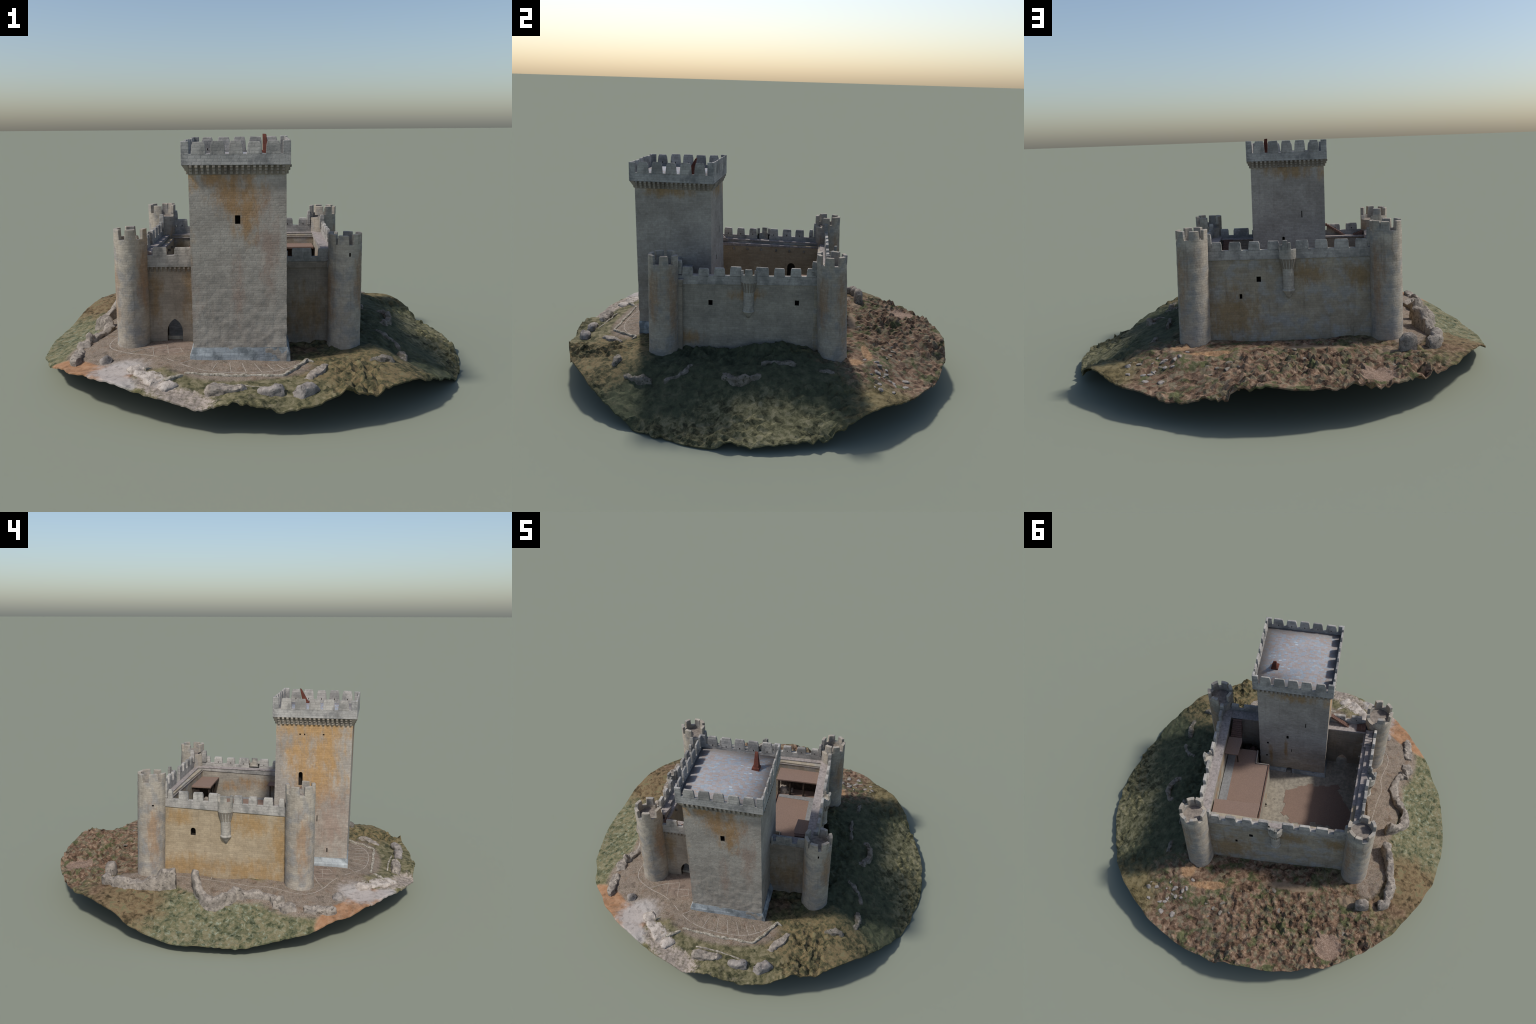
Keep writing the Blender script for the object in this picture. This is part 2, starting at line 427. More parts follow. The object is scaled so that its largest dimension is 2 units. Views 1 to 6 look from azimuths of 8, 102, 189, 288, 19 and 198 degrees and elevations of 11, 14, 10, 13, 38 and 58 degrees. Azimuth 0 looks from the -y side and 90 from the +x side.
# hillside: patches of matter laid over one another, masks from distance to a spot plus noise
def ground_material():
    nb = NB('hill_ground')
    P = nb.obj
    nA = nb.noise(P, 5, 5, 0.6); nB = nb.noise(P, 24, 5, 0.68); nC = nb.noise(P, 75, 4, 0.7); nD = nb.noise(P, 230, 2, 0.7)
    nE = nb.noise(nb.vmath('ADD', P, (3.1, 1.7, 0.4)), 34, 5, 0.7, 0.6)
    cell = nb.n('ShaderNodeSeparateColor'); nb.l(nb.voronoi(P, 46, 'Color'), cell.inputs[0])
    nE = nb.math('ADD', nE, nb.math('MULTIPLY', nb.math('SUBTRACT', cell.outputs[0], 0.5), 0.20))
    def mottle(f, *cols):
        n = len(cols)
        return nb.ramp(f, [(0.30 + 0.40 * i / (n - 1), lin(*c)) for i, c in enumerate(cols)])
    col = nb.mixc(nb.smooth(nA, 0.42, 0.58), mottle(nE, (66, 66, 46), (98, 96, 64), (124, 114, 82)),
                  mottle(nE, (76, 62, 48), (112, 90, 70), (134, 114, 92)))
    def over(col, blobs, newcol, lo=0.05, hi=0.35, noise=nB, amp=0.5, amt=1.0):
        g = nb.blobs(P, blobs)
        k = nb.math('ADD', g, nb.math('MULTIPLY', nb.math('SUBTRACT', noise, 0.5), amp))
        k = nb.math('MULTIPLY', nb.smooth(k, lo, hi), nb.smooth(g, 0.0, 0.12))
        return nb.mixc(nb.math('MULTIPLY', k, amt), col, newcol)
    # north: reddish scrub with green clumps
    red = mottle(nE, (66, 54, 44), (104, 82, 66), (126, 104, 86), (150, 130, 110))
    red = nb.mixc(nb.math('MULTIPLY', nb.math('GREATER_THAN', cell.outputs[1], 0.72), 0.75), red, mottle(nC, (84, 80, 62), (112, 106, 86), (140, 130, 112)))
    red = nb.mixc(nb.smooth(nb.noise(nb.vmath('ADD', P, (7, 3, 1)), 15, 4, 0.65), 0.52, 0.64), red, mottle(nC, (66, 70, 48), (90, 92, 62), (114, 114, 86)))
    col = over(col, [((-0.05, 0.75, 0.1), (0.95, 0.55, 1))], red, 0.0, 0.3, amp=0.8)
    # ochre grass at the north-east rim
    col = over(col, [((0.66, 0.66, 0.1), (0.30, 0.16, 1), -45)], mottle(nE, (78, 72, 50), (112, 100, 70), (130, 118, 88)), 0.1, 0.5)
    # east: smooth dark green cover, brighter further out
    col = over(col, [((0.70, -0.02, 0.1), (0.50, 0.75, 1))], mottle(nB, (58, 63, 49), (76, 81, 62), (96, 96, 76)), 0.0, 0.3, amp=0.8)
    col = over(col, [((0.86, 0.22, 0.1), (0.22, 0.42, 1)), ((0.94, -0.08, 0.1), (0.10, 0.30, 1))], mottle(nE, (68, 68, 50), (102, 100, 74), (134, 128, 102)), 0.05, 0.5, amp=0.9)
    # ochre scrub south-east
    col = over(col, [((0.52, -0.70, 0.1), (0.42, 0.32, 1), 30)], mottle(nE, (66, 64, 48), (94, 91, 66), (120, 104, 76), (116, 112, 84)), 0.05, 0.4, amp=0.8)
    # west: pale sage tufts, rusty grass further north
    sage = mottle(nE, (72, 78, 56), (98, 100, 74), (114, 108, 82), (128, 120, 94))
    sage = nb.mixc(nb.smooth(nb.noise(P, 48, 5, 0.75, 0.8), 0.50, 0.72), sage, lin(144, 152, 132))
    col = over(col, [((-0.88, -0.22, 0.1), (0.32, 0.62, 1))], sage, 0.02, 0.35, amp=0.7)
    col = over(col, [((-0.86, 0.26, 0.1), (0.26, 0.24, 1))], mottle(nE, (78, 68, 48), (106, 90, 66), (124, 106, 80), (104, 101, 74)), 0.1, 0.6, amp=1.0)
    # south terrace grass
    col = over(col, [((0.05, -0.86, 0.1), (0.5, 0.2, 1))], mottle(nE, (70, 73, 52), (102, 98, 72), (130, 122, 98)), 0.05, 0.4, amp=0.8)
    # trodden gravel round the castle
    grav = mottle(nD, (108, 97, 85), (132, 119, 106), (154, 143, 131))
    grav = nb.mixc(nb.math('MULTIPLY', nb.smooth(nC, 0.56, 0.70), 0.7), grav, lin(104, 98, 70))
    grav = nb.mixc(nb.math('MULTIPLY', nb.smooth(nB, 0.5, 0.7), 0.5), grav, lin(124, 98, 78))
    col = over(col, [((-0.585, -0.1, 0.1), (0.15, 0.42, 1), -5), ((-0.40, -0.58, 0.1), (0.36, 0.26, 1)), ((-0.56, -0.50, 0.1), (0.22, 0.3, 1)),
                     ((0.04, -0.68, 0.1), (0.38, 0.15, 1), 8), ((-0.63, 0.26, 0.1), (0.10, 0.22, 1))], grav, 0.12, 0.3, nC, 0.25)
    # packed earth by the gate
    col = over(col, [((-0.26, -0.52, 0.1), (0.22, 0.14, 1), 8)], lin(134, 118, 108), 0.2, 0.7, nC, 0.3, 0.7)
    # sand track at the south-west rim, pale dust at its head
    sand = nb.mixc(nb.smooth(nb.noise(nb.vmath('MULTIPLY', P, (1, 2.5, 1)), 16, 3), 0.35, 0.7), lin(154, 116, 86), lin(166, 132, 104))
    col = over(col, [((-0.62, -0.80, 0.1), (0.34, 0.17, 1), -38), ((-0.52, -0.82, 0.1), (0.22, 0.15, 1))], sand, 0.2, 0.3, nB, 0.12)
    col = over(col, [((-0.43, -0.76, 0.1), (0.17, 0.14, 1), 40), ((-0.40, -0.87, 0.1), (0.14, 0.08, 1), -20)], lin(176, 170, 165), 0.1, 0.6, nB, 0.9, 0.9)
    # pale rock and dust at the south rim
    col = over(col, [((-0.12, -0.94, 0.1), (0.17, 0.08, 1), -10), ((-0.24, -0.88, 0.1), (0.16, 0.09, 1), -35)], mottle(nC, (104, 100, 84), (158, 146, 134), (184, 172, 162)), 0.15, 0.5, nC, 0.9)
    # bare earth hollows north of the wall, and a round threshing floor
    col = over(col, [((0.22, 0.60, 0.1), (0.15, 0.035, 1), 14), ((0.36, 0.55, 0.1), (0.06, 0.07, 1))], mottle(nC, (128, 96, 70), (158, 126, 96), (170, 146, 116)), 0.2, 0.5, nC, 0.5)
    col = over(col, [((-0.22, 0.48, 0.1), (0.22, 0.03, 1), 8), ((-0.54, 0.47, 0.1), (0.07, 0.05, 1))], lin(140, 122, 102), 0.2, 0.5, nC, 0.5)
    col = over(col, [((-0.50, 0.74, 0.1), (0.095, 0.095, 1))], mottle(nD, (112, 90, 78), (138, 116, 100), (166, 148, 132)), 0.2, 0.3, nC, 0.1)
    vary = nb.math('MULTIPLY', nb.math('ADD', 0.72, nb.math('MULTIPLY', nD, 0.36)), nb.smooth(nE, 0.05, 0.62))
    vary = nb.math('MINIMUM', nb.math('ADD', nb.math('MULTIPLY', vary, 0.66), 0.29), 1.0)
    col = nb.mixc(1.0, col, nb.comb(vary, vary, vary), 'MULTIPLY')
    nrm = nb.bump(nb.math('ADD', nC, nb.math('MULTIPLY', nD, 0.5)), 0.35, 0.005)
    MAT['hill_ground'] = nb.finish(col, nrm)
ground_material()

# ------------------------------------------------------------------ the thing
castle = empty('stone_castle')
castle['label'] = 'ruined stone castle with tall square keep on round hillside patch'
castle['category'] = 'castle'

# ------------------------------------------------------------------ hillside
RIM = [(-180, .055), (-170, .052), (-160, .053), (-150, .072), (-142, .098), (-135, .122), (-125, .148), (-116, .153),
       (-109, .14), (-103, .131), (-97, .112), (-92, .10), (-86, .137), (-82, .13), (-78, .102), (-75, .097), (-70, .112),
       (-64, .13), (-61, .15), (-57, .133), (-50, .128), (-41, .125), (-35, .10), (-32, .085), (-24, .05), (-18, .012),
       (-14, .006), (-5, .008), (5, .025), (15, .035), (22, .037), (30, .04), (35, .08), (40, .115), (45, .132), (55, .11),
       (63, .112), (71, .100), (78, .098), (83, .125), (86, .12), (89, .165), (93, .185), (99, .17), (106, .16), (111, .168), (116, .17),
       (118, .155), (127, .147), (138, .138), (146, .15), (154, .157), (162, .143), (169, .10), (175, .062)]
def rim_r(deg):
    th = math.radians(deg)
    return 1.0 - 0.012 * math.sin(th) ** 2
CTRL = [(math.cos(math.radians(a)) * rim_r(a), math.sin(math.radians(a)) * rim_r(a), z) for a, z in RIM]
CTRL += [  # castle foot
    (-.46, -.53, .167), (-.53, -.44, .172), (-.29, -.46, .175), (-.16, -.65, .168), (.04, -.64, .163), (.24, -.59, .155),
    (.30, -.40, .165), (.45, -.44, .163), (.52, -.36, .168), (.42, -.25, .180), (.43, -.10, .195), (.43, .05, .232), (.41, .18, .248),
    (.39, .33, .22), (.39, .45, .185), (.32, .50, .178), (.15, .42, .172), (-.10, .38, .174), (-.35, .33, .176), (-.53, .36, .172),
    (-.60, .27, .175), (-.52, .12, .18), (-.51, -.10, .178), (-.49, -.35, .178), (0, 0, .165), (-.2, .1, .165), (.2, .1, .165), (0, -.4, .165),
    # south plateau and terraces
    (-.40, -.66, .158), (-.55, -.60, .157), (-.25, -.79, .164), (-.12, -.72, .158), (.10, -.72, .152), (.27, -.66, .153), (.22, -.78, .142),
    (-.10, -.83, .142), (.05, -.82, .138), (.20, -.84, .137), (.0, -.90, .128), (.22, -.92, .122), (.36, -.82, .136), (.45, -.62, .158),
    (-.20, -.90, .134), (-.37, -.80, .152), (-.48, -.80, .148), (-.62, -.72, .130), (.55, -.55, .160), (.60, -.66, .150), (.42, -.84, .132),
    # west
    (-.66, -.60, .142), (-.66, -.30, .160), (-.66, -.1, .165), (-.66, .1, .172), (-.70, .3, .178), (-.735, .477, .170),
    (-.76, -.55, .118), (-.76, -.35, .118), (-.80, -.1, .108), (-.80, .18, .145), (-.85, .32, .165), (-.90, .18, .125), (-.90, -.2, .064), (-.88, .05, .098), (-.88, -.4, .076), (-.82, -.28, .094),
    # east
    (.52, .22, .203), (.475, .0, .190), (.475, .12, .200), (.475, -.12, .180), (.46, .25, .205), (.60, .05, .180), (.60, -.10, .172), (.64, .12, .172), (.70, .08, .128), (.70, -.02, .125), (.60, -.19, .176), (.61, -.40, .170),
    (.69, -.25, .130), (.70, -.34, .108), (.70, -.45, .135), (.80, -.1, .076), (.80, -.28, .080), (.82, .12, .076), (.78, .3, .086), (.9, .2, .052), (.535, .53, .175),
    (.6, .38, .160), (.68, -.56, .148), (.55, -.45, .178),
    # north
    (.30, .61, .179), (.33, .66, .182), (.14, .563, .180), (.379, .693, .147), (.484, .717, .143), (.427, .762, .121), (.265, .757, .128), (.213, .862, .114), (.60, .60, .140),
    (0, .6, .175), (-.13, .575, .175), (-.16, .73, .170), (-.316, .614, .164), (-.349, .689, .161), (-.503, .708, .154), (-.513, .44, .162), (0, .83, .172), (-.18, .85, .176), (-.30, .9, .160),
    (-.457, .85, .154), (-.65, .6, .158), (-.84, .498, .157), (.1, .75, .150)]
def tps_fit(pts, smooth=2e-4):
    C = np.array(pts); X = C[:, :2]; n = len(C)
    d2 = ((X[:, None] - X[None]) ** 2).sum(-1)
    K = np.where(d2 > 0, d2 * np.log(d2 + 1e-12) * 0.5, 0) + np.eye(n) * smooth
    Pm = np.c_[np.ones(n), X]
    A = np.block([[K, Pm], [Pm.T, np.zeros((3, 3))]])
    return X, np.linalg.solve(A, np.r_[C[:, 2], 0, 0, 0])
TX, TW = tps_fit(CTRL)
def ground(x, y):
    x = np.atleast_1d(np.asarray(x, float)); y = np.atleast_1d(np.asarray(y, float))
    out = np.zeros(len(x))
    for s in range(0, len(x), 20000):
        xs, ys = x[s:s + 20000], y[s:s + 20000]
        d2 = (xs[:, None] - TX[None, :, 0]) ** 2 + (ys[:, None] - TX[None, :, 1]) ** 2
        out[s:s + 20000] = (d2 * np.log(d2 + 1e-12) * 0.5) @ TW[:-3] + TW[-3] + TW[-2] * xs + TW[-1] * ys
    return out
def spot(x, y, c, r, rot=0):
    a = math.radians(rot); dx, dy = x - c[0], y - c[1]
    u = (dx * math.cos(a) + dy * math.sin(a)) / r[0]; v = (-dx * math.sin(a) + dy * math.cos(a)) / r[1]
    t = np.clip(1.35 - np.hypot(u, v), 0, 0.35) / 0.35
    return t * t * (3 - 2 * t)
def hill():
    rr = np.r_[np.linspace(0.1, 0.34, 12)[:-1], np.linspace(0.34, 1.0, 74)]
    nt = 520
    th = np.linspace(-math.pi, math.pi, nt, endpoint=False)
    RR, TT = np.meshgrid(rr, th, indexing='ij')
    # irregular triangles, like a reduced scan
    rs = np.random.RandomState(4)
    TT = TT + (np.arange(len(rr))[:, None] % 2) * (math.pi / nt) + rs.uniform(-.3, .3, TT.shape) * (2 * math.pi / nt)
    jr = rs.uniform(-.32, .32, RR.shape) * 0.009; jr[0] = 0; jr[-1] = 0
    RR = RR + jr
    edge = 1.0 - 0.012 * np.sin(TT) ** 2
    e1 = vnoise(np.c_[np.cos(th), np.sin(th), 0 * th] * 1.0, 14, 3) * 0.007
    e1 = np.tile(e1 - 0.005, (len(rr), 1))
    jit = RR * (edge + e1 * RR ** 3)
    x = (jit * np.cos(TT)).ravel(); y = (jit * np.sin(TT)).ravel()
    z = ground(x, y)
    # how rough the surface is, place by place
    rough = np.full(len(x), 0.55)
    def setr(val, c, r, rot=0):
        nonlocal rough
        k = spot(x, y, c, r, rot); rough = rough * (1 - k) + val * k
    setr(1.0, (-.05, .78), (.85, .35)); setr(0.38, (.72, -.02), (.25, .45)); setr(1.0, (.93, .2), (.10, .45)); setr(1.0, (.45, -.80), (.40, .16), 25)
    setr(0.35, (-.88, -.1), (.22, .6)); setr(0.5, (.05, -.9), (.4, .06)); setr(0.12, (.05, -.76), (.35, .10), 6)
    setr(0.05, (-.585, -.1), (.11, .40)); setr(0.05, (-.42, -.58), (.30, .17)); setr(0.05, (.04, -.67), (.27, .09), 8); setr(0.02, (-.6, -.8), (.24, .16), -38)
    setr(0.3, (-.12, -.93), (.2, .06)); setr(0.1, (.27, .56), (.12, .03)); setr(0.08, (-.50, .75), (.055, .055)); setr(0.1, (-.2, .48), (.18, .025), 5)
    setr(0.9, (.47, .0), (.06, .35)); setr(0.9, (.31, -.46), (.10, .07))
    inside = spot(x, y, (-.05, -.02), (.40, .36), 8)
    P = np.c_[x, y, 0 * x]
    # scrub bumps grow and shrink from place to place
    patch = np.clip(0.75 + 0.9 * vnoise(P, 6, 31), 0.15, 1.6)
    b = cellbump(P[:, :2], 20, 1) * 0.024 + cellbump(P[:, :2] + 0.31, 36, 2) * 0.014 + vnoise(P, 60, 14) * 0.008 + fbm(P, 18, 3, 4) * 0.007
    b = b - 0.023
    z = z + b * rough * patch * (1 - inside) + fbm(P, 8, 2, 9) * 0.004 * (0.2 + rough) * (1 - inside)
    z = np.where(inside > 0.5, np.minimum(z, 0.166), z)
    # hollow of the round threshing floor
    d = np.hypot(x + .50, y - .75); z = z - 0.008 * np.clip((0.066 - d) / 0.012, 0, 1)
    nr = len(rr)
    Z = z.reshape(nr, nt)
    Z[-1] = Z[-1] - np.abs(vnoise(np.c_[np.cos(th), np.sin(th), 0 * th], 40, 8)) * 0.006
    Z = np.maximum(Z, 0.0045); z = Z.ravel()
    V = np.c_[x, y, z]; n = len(V)
    under = V.copy()
    under[:, 2] = np.maximum(V[:, 2] - 0.006, 0.0)
    V2 = np.r_[V, under, [[0, 0, 0.165]], [[0, 0, 0.158]]]
    q = np.arange(nt); q2 = (q + 1) % nt
    F = []
    for j in range(nr - 1):
        a = j * nt; b_ = a + nt
        if j % 2 == 0:
            tri = np.r_[np.c_[a + q, b_ + q, a + q2], np.c_[a + q2, b_ + q, b_ + q2]]
        else:
            tri = np.r_[np.c_[a + q, b_ + q, b_ + q2], np.c_[a + q, b_ + q2, a + q2]]
        F += tri.tolist() + (n + tri[:, ::-1]).tolist()
    a = (nr - 1) * nt
    F += np.c_[a + q, n + a + q, n + a + q2, a + q2].tolist()
    F += [(2 * n, int(q[i]), int(q2[i])) for i in range(nt)] + [(2 * n + 1, n + int(q2[i]), n + int(q[i])) for i in range(nt)]
    ob = mesh_obj('hill_ground', V2, F, MAT['hill_ground'], castle, None, True, 13)
    return ob
ground_obj = hill()

def gz(x, y):
    return float(ground([x], [y])[0])

# -------- ruined outer walls: ridges of rubble swept along a line
def rubble_ridge(name, pts, mat, width=0.03, sink=0.03, rough=0.011, step=0.006, seed=1, parent=None):
    """pts: (x, y, top z, width factor)"""
    P = np.array(pts, float)
    seg = np.r_[0, np.cumsum(np.hypot(np.diff(P[:, 0]), np.diff(P[:, 1])))]
    n = max(4, int(seg[-1] / step)); s = np.linspace(0, seg[-1], n)
    C = np.c_[[np.interp(s, seg, P[:, k]) for k in range(4)]].T
    if n > 7:   # soften the corners of the line
        for _ in range(2):
            C[1:-1, :2] = (C[:-2, :2] + 2 * C[1:-1, :2] + C[2:, :2]) / 4
    T = np.gradient(C[:, :2], axis=0); T /= np.linalg.norm(T, axis=1)[:, None] + 1e-9
    N = np.c_[-T[:, 1], T[:, 0]]
    base = ground(C[:, 0], C[:, 1]) - sink
    prof = [(-1.15, 0.0), (-1.12, .2), (-1.08, .4), (-1.04, .58), (-1.0, .74), (-.92, .88), (-.70, .96), (-.38, .99), (0, 1.0),
            (.38, .99), (.70, .96), (.92, .88), (1.0, .74), (1.04, .58), (1.08, .4), (1.12, .2), (1.15, 0.0)]
    up = np.maximum(C[:, 2] - base - sink, 0.004)
    C[:, 2] += vnoise(np.c_[s * 1.0, s * 0, s * 0 + seed], 34, seed) * np.minimum(0.34 * up, rough * 1.9)
    C[:, 3] *= 1 + 0.22 * vnoise(np.c_[s, s * 0, s * 0 + seed + 5], 28, seed + 1)
    V = []
    for i in range(n):
        end = min(1.0, 0.35 + min(i, n - 1 - i) * 0.28)
        for a, h in prof:
            w = width * 0.5 * C[i, 3] * (0.75 + 0.25 * end)
            zz = base[i] + (C[i, 2] - base[i]) * (h * (0.80 + 0.20 * end))
            V.append((C[i, 0] + N[i, 0] * a * w, C[i, 1] + N[i, 1] * a * w, zz))
    V = np.array(V); m = len(prof)
    D = np.c_[fbm(V, 26, 3, seed), fbm(V + 7, 26, 3, seed + 20), fbm(V + 13, 26, 3, seed + 40)]
    V = V + D * rough * 1.0 + np.c_[vnoise(V, 75, seed + 60), vnoise(V, 75, seed + 61), vnoise(V, 75, seed + 62)] * rough * .38
    F = [(i * m + k, i * m + k + 1, (i + 1) * m + k + 1, (i + 1) * m + k) for i in range(n - 1) for k in range(m - 1)]
    F += [((i + 1) * m, i * m, i * m + m - 1, (i + 1) * m + m - 1)[::1] for i in range(n - 1)]
    F += [tuple(range(m))[::-1], tuple(range((n - 1) * m, n * m))]
    ob = mesh_obj(name, V, F, MAT[mat], parent or ground_obj, None, True, 38)
    bm = bmesh.new(); bm.from_mesh(ob.data); bmesh.ops.recalc_face_normals(bm, faces=bm.faces); bm.to_mesh(ob.data); bm.free()
    return ob

W_ = 'ruin_wall'
rubble_ridge(W_, [(-.585, .485, .236, 1.1), (-.655, .470, .240, 1.1)], 'rubble_stone', .044, rough=.005, seed=3)
rubble_ridge(W_, [(-.705, .452, .226, 1.3), (-.740, .440, .232, 1.2), (-.745, .40, .205, .9), (-.748, .33, .222, 1.2), (-.735, .27, .205, 1.0),
                  (-.720, .21, .225, 1.0), (-.697, .16, .250, 1.0), (-.673, .112, .268, 1.0), (-.668, .095, .262, 1)], 'rubble_stone', .038, seed=5)
rubble_ridge(W_, [(-.650, -.002, .262, 1.1), (-.685, -.012, .252, 1.0), (-.705, -.035, .215, 1.0), (-.735, -.075, .188, 1.2), (-.742, -.12, .185, 1.3), (-.735, -.16, .197, 1.0),
                  (-.705, -.19, .207, 1.1), (-.675, -.205, .208, 1.1), (-.655, -.25, .188, 1.0), (-.635, -.30, .190, 1.1), (-.635, -.34, .180, 1.0),
                  (-.648, -.385, .176, 1.0), (-.690, -.44, .190, 1.3)], 'rubble_stone', .036, seed=9)
rubble_ridge(W_, [(-.685, -.40, .190, 1.1), (-.688, -.47, .172, 1.2), (-.678, -.505, .158, 1.0)], 'rubble_stone', .045, seed=13)
rubble_ridge(W_, [(-.680, -.545, .162, 1.1), (-.668, -.60, .158, 1.1), (-.655, -.66, .163, 1.1), (-.632, -.672, .168, 1.0)], 'rubble_stone', .045, seed=17)
rubble_ridge('boulder', [(-.545, -.665, .160, 1.0), (-.515, -.672, .170, 1.3), (-.490, -.672, .160, .9)], 'grey_rock', .035, seed=21)
# rocky spine beside the sand track
rubble_ridge('rock_outcrop', [(-.385, -.735, .168, .8), (-.35, -.775, .172, 1.0), (-.29, -.82, .165, 1.2), (-.22, -.86, .156, 1.3), (-.18, -.885, .146, 1.2)], 'white_rock', .055, 0.03, .012, seed=25)
# low foundation walls on the south terrace
LOW = dict(width=.011, sink=.02, rough=.005, step=.005)
rubble_ridge('foundation_wall', [(-.315, -.779, .170, 1.0), (-.284, -.724, .162, 1.2)], 'low_rubble', seed=31, **LOW)
rubble_ridge('foundation_wall', [(-.280, -.677, .156, 1.2), (-.165, -.770, .160, 1.2)], 'low_rubble', seed=32, **LOW)
rubble_ridge('foundation_wall', [(-.222, -.850, .158, 1.6), (-.160, -.788, .162, 1.4)], 'low_rubble', seed=33, **LOW)
rubble_ridge('foundation_wall', [(-.160, -.772, .161, 1.3), (0.03, -.758, .156, 1.3), (.226, -.735, .153, 1.3), (.262, -.68, .160, 1.3), (.306, -.575, .166, 1.5), (.335, -.585, .164, 1.0)], 'low_rubble', seed=34, **LOW)
rubble_ridge('ruin_wall', [(.318, -.765, .145, 1.0), (.345, -.715, .162, 1.1), (.378, -.648, .168, 1.1), (.390, -.62, .160, .9)], 'rubble_stone', .036, seed=35)
rubble_ridge('boulder', [(-.055, -.893, .140, 1.0), (-.02, -.885, .156, 1.1), (.045, -.878, .156, 1.1), (.088, -.868, .163, 1.0), (.105, -.865, .145, .8)], 'rubble_stone', .048, seed=41)
rubble_ridge('boulder', [(.148, -.884, .150, .8), (.18, -.88, .157, 1.0), (.212, -.873, .164, 1.1), (.240, -.868, .150, .9)], 'grey_rock', .045, seed=43)
rubble_ridge('boulder', [(.278, -.875, .150, .9), (.300, -.868, .167, 1.1), (.345, -.838, .160, 1.1), (.365, -.83, .145, .8)], 'grey_rock', .045, seed=47)
rubble_ridge('foundation_wall', [(-.05, -.846, .146, 1.0), (.08, -.838, .144, 1.0), (.20, -.842, .140, 1.0)], 'low_rubble', .008, .02, .003, .006, seed=48)
# rock outcrops of the east bank
rubble_ridge('rock_outcrop', [(.565, -.555, .172, .9), (.603, -.538, .184, 1.2), (.645, -.53, .172, 1.0), (.665, -.54, .155, .8)], 'bank_rock', .035, seed=51)
rubble_ridge('rock_outcrop', [(.685, -.475, .135, .9), (.705, -.455, .140, 1.1), (.715, -.40, .135, 1.0), (.690, -.33, .135, .9)], 'bank_rock', .03, seed=53)
rubble_ridge('rock_outcrop', [(.598, -.175, .182, .9), (.640, -.195, .170, 1.0), (.680, -.235, .142, 1.0), (.698, -.27, .132, .9)], 'bank_rock', .026, seed=55)
rubble_ridge('rock_outcrop', [(.600, -.015, .172, .9), (.640, .0, .172, 1.0), (.665, .05, .178, 1.1), (.662, .10, .188, 1.0), (.640, .145, .188, 1.0), (.605, .150, .185, .8)], 'bank_rock', .030, seed=57)
rubble_ridge('rock_outcrop', [(.535, .142, .208, .9), (.520, .22, .212, 1.0), (.500, .30, .210, .9)], 'bank_rock', .022, seed=59)
rubble_ridge('rock_outcrop', [(.510, .40, .192, .8), (.515, .46, .188, 1.0), (.50, .50, .182, .8)], 'bank_rock', .022, seed=60)

def boulders(n, centre, spread, size, mat, seed):
    rg = random.Random(seed)
    for i in range(n):
        x = centre[0] + rg.gauss(0, spread[0]); y = centre[1] + rg.gauss(0, spread[1]); s = size * rg.uniform(.6, 1.4)
        if x * x + y * y > .85: continue
        bm = bmesh.new(); bmesh.ops.create_icosphere(bm, subdivisions=1, radius=1.0)
        V = np.array([v.co for v in bm.verts]); V = V * (1 + 0.55 * fbm(V + i * 3.1, 1.3, 2, seed)[:, None])
        V = V * np.array([s * 1.2, s * rg.uniform(.6, 1), s * .5])
        for v, c in zip(bm.verts, V): v.co = c
        me = bpy.data.meshes.new('boulder'); bm.to_mesh(me); bm.free(); me.materials.append(MAT[mat])
        me.polygons.foreach_set('use_smooth', [True] * len(me.polygons)); me.set_sharp_from_angle(angle=math.radians(35))
        link(bpy.data.objects.new('boulder', me), ground_obj, Matrix.Translation((x, y, gz(x, y) - .002)) @ Matrix.Rotation(rg.uniform(0, 6.28), 4, 'Z'))
boulders(9, (.34, .665), (.05, .03), .013, 'grey_rock', 3)
boulders(12, (.46, .73), (.05, .05), .014, 'grey_rock', 4)
boulders(10, (.1, .72), (.25, .08), .012, 'bank_rock', 5)
boulders(6, (-.62, .75), (.12, .06), .010, 'bank_rock', 6)

# pale edging stones set in the gravel
def edging(pts, w=0.004, smooth=3):
    P = np.array(pts, float)
    for _ in range(smooth):
        Q = [P[0]]
        for a, b in zip(P[:-1], P[1:]):
            Q += [a * .75 + b * .25, a * .25 + b * .75]
        P = np.array(Q + [P[-1]])
    T = np.gradient(P, axis=0); T /= np.linalg.norm(T, axis=1)[:, None] + 1e-9
    N = np.c_[-T[:, 1], T[:, 0]]
    V = []
    for p, nn in zip(P, N):
        z = gz(*p)
        for a, h in ((-1, -.006), (-.8, .0012), (.8, .0012), (1, -.006)):
            V.append((p[0] + nn[0] * a * w / 2, p[1] + nn[1] * a * w / 2, z + h - .0006))
    F = []
    for i in range(len(P) - 1):
        for k in range(4):
            F.append((i * 4 + k, i * 4 + (k + 1) % 4, i * 4 + 4 + (k + 1) % 4, i * 4 + 4 + k))
    F += [(0, 1, 2, 3), tuple(range(len(P) * 4 - 4, len(P) * 4))[::-1]]
    mesh_obj('paving_edging', V, F, MAT['pale_edging'], ground_obj)
edging([(-.555, -.40), (-.57, -.48), (-.54, -.55), (-.44, -.59), (-.36, -.605), (-.28, -.64), (-.20, -.70), (-.10, -.735), (.04, -.735), (.16, -.715), (.25, -.655), (.29, -.59)])
edging([(-.555, -.40), (-.545, -.33), (-.575, -.27), (-.56, -.2), (-.555, .0), (-.565, .16)])
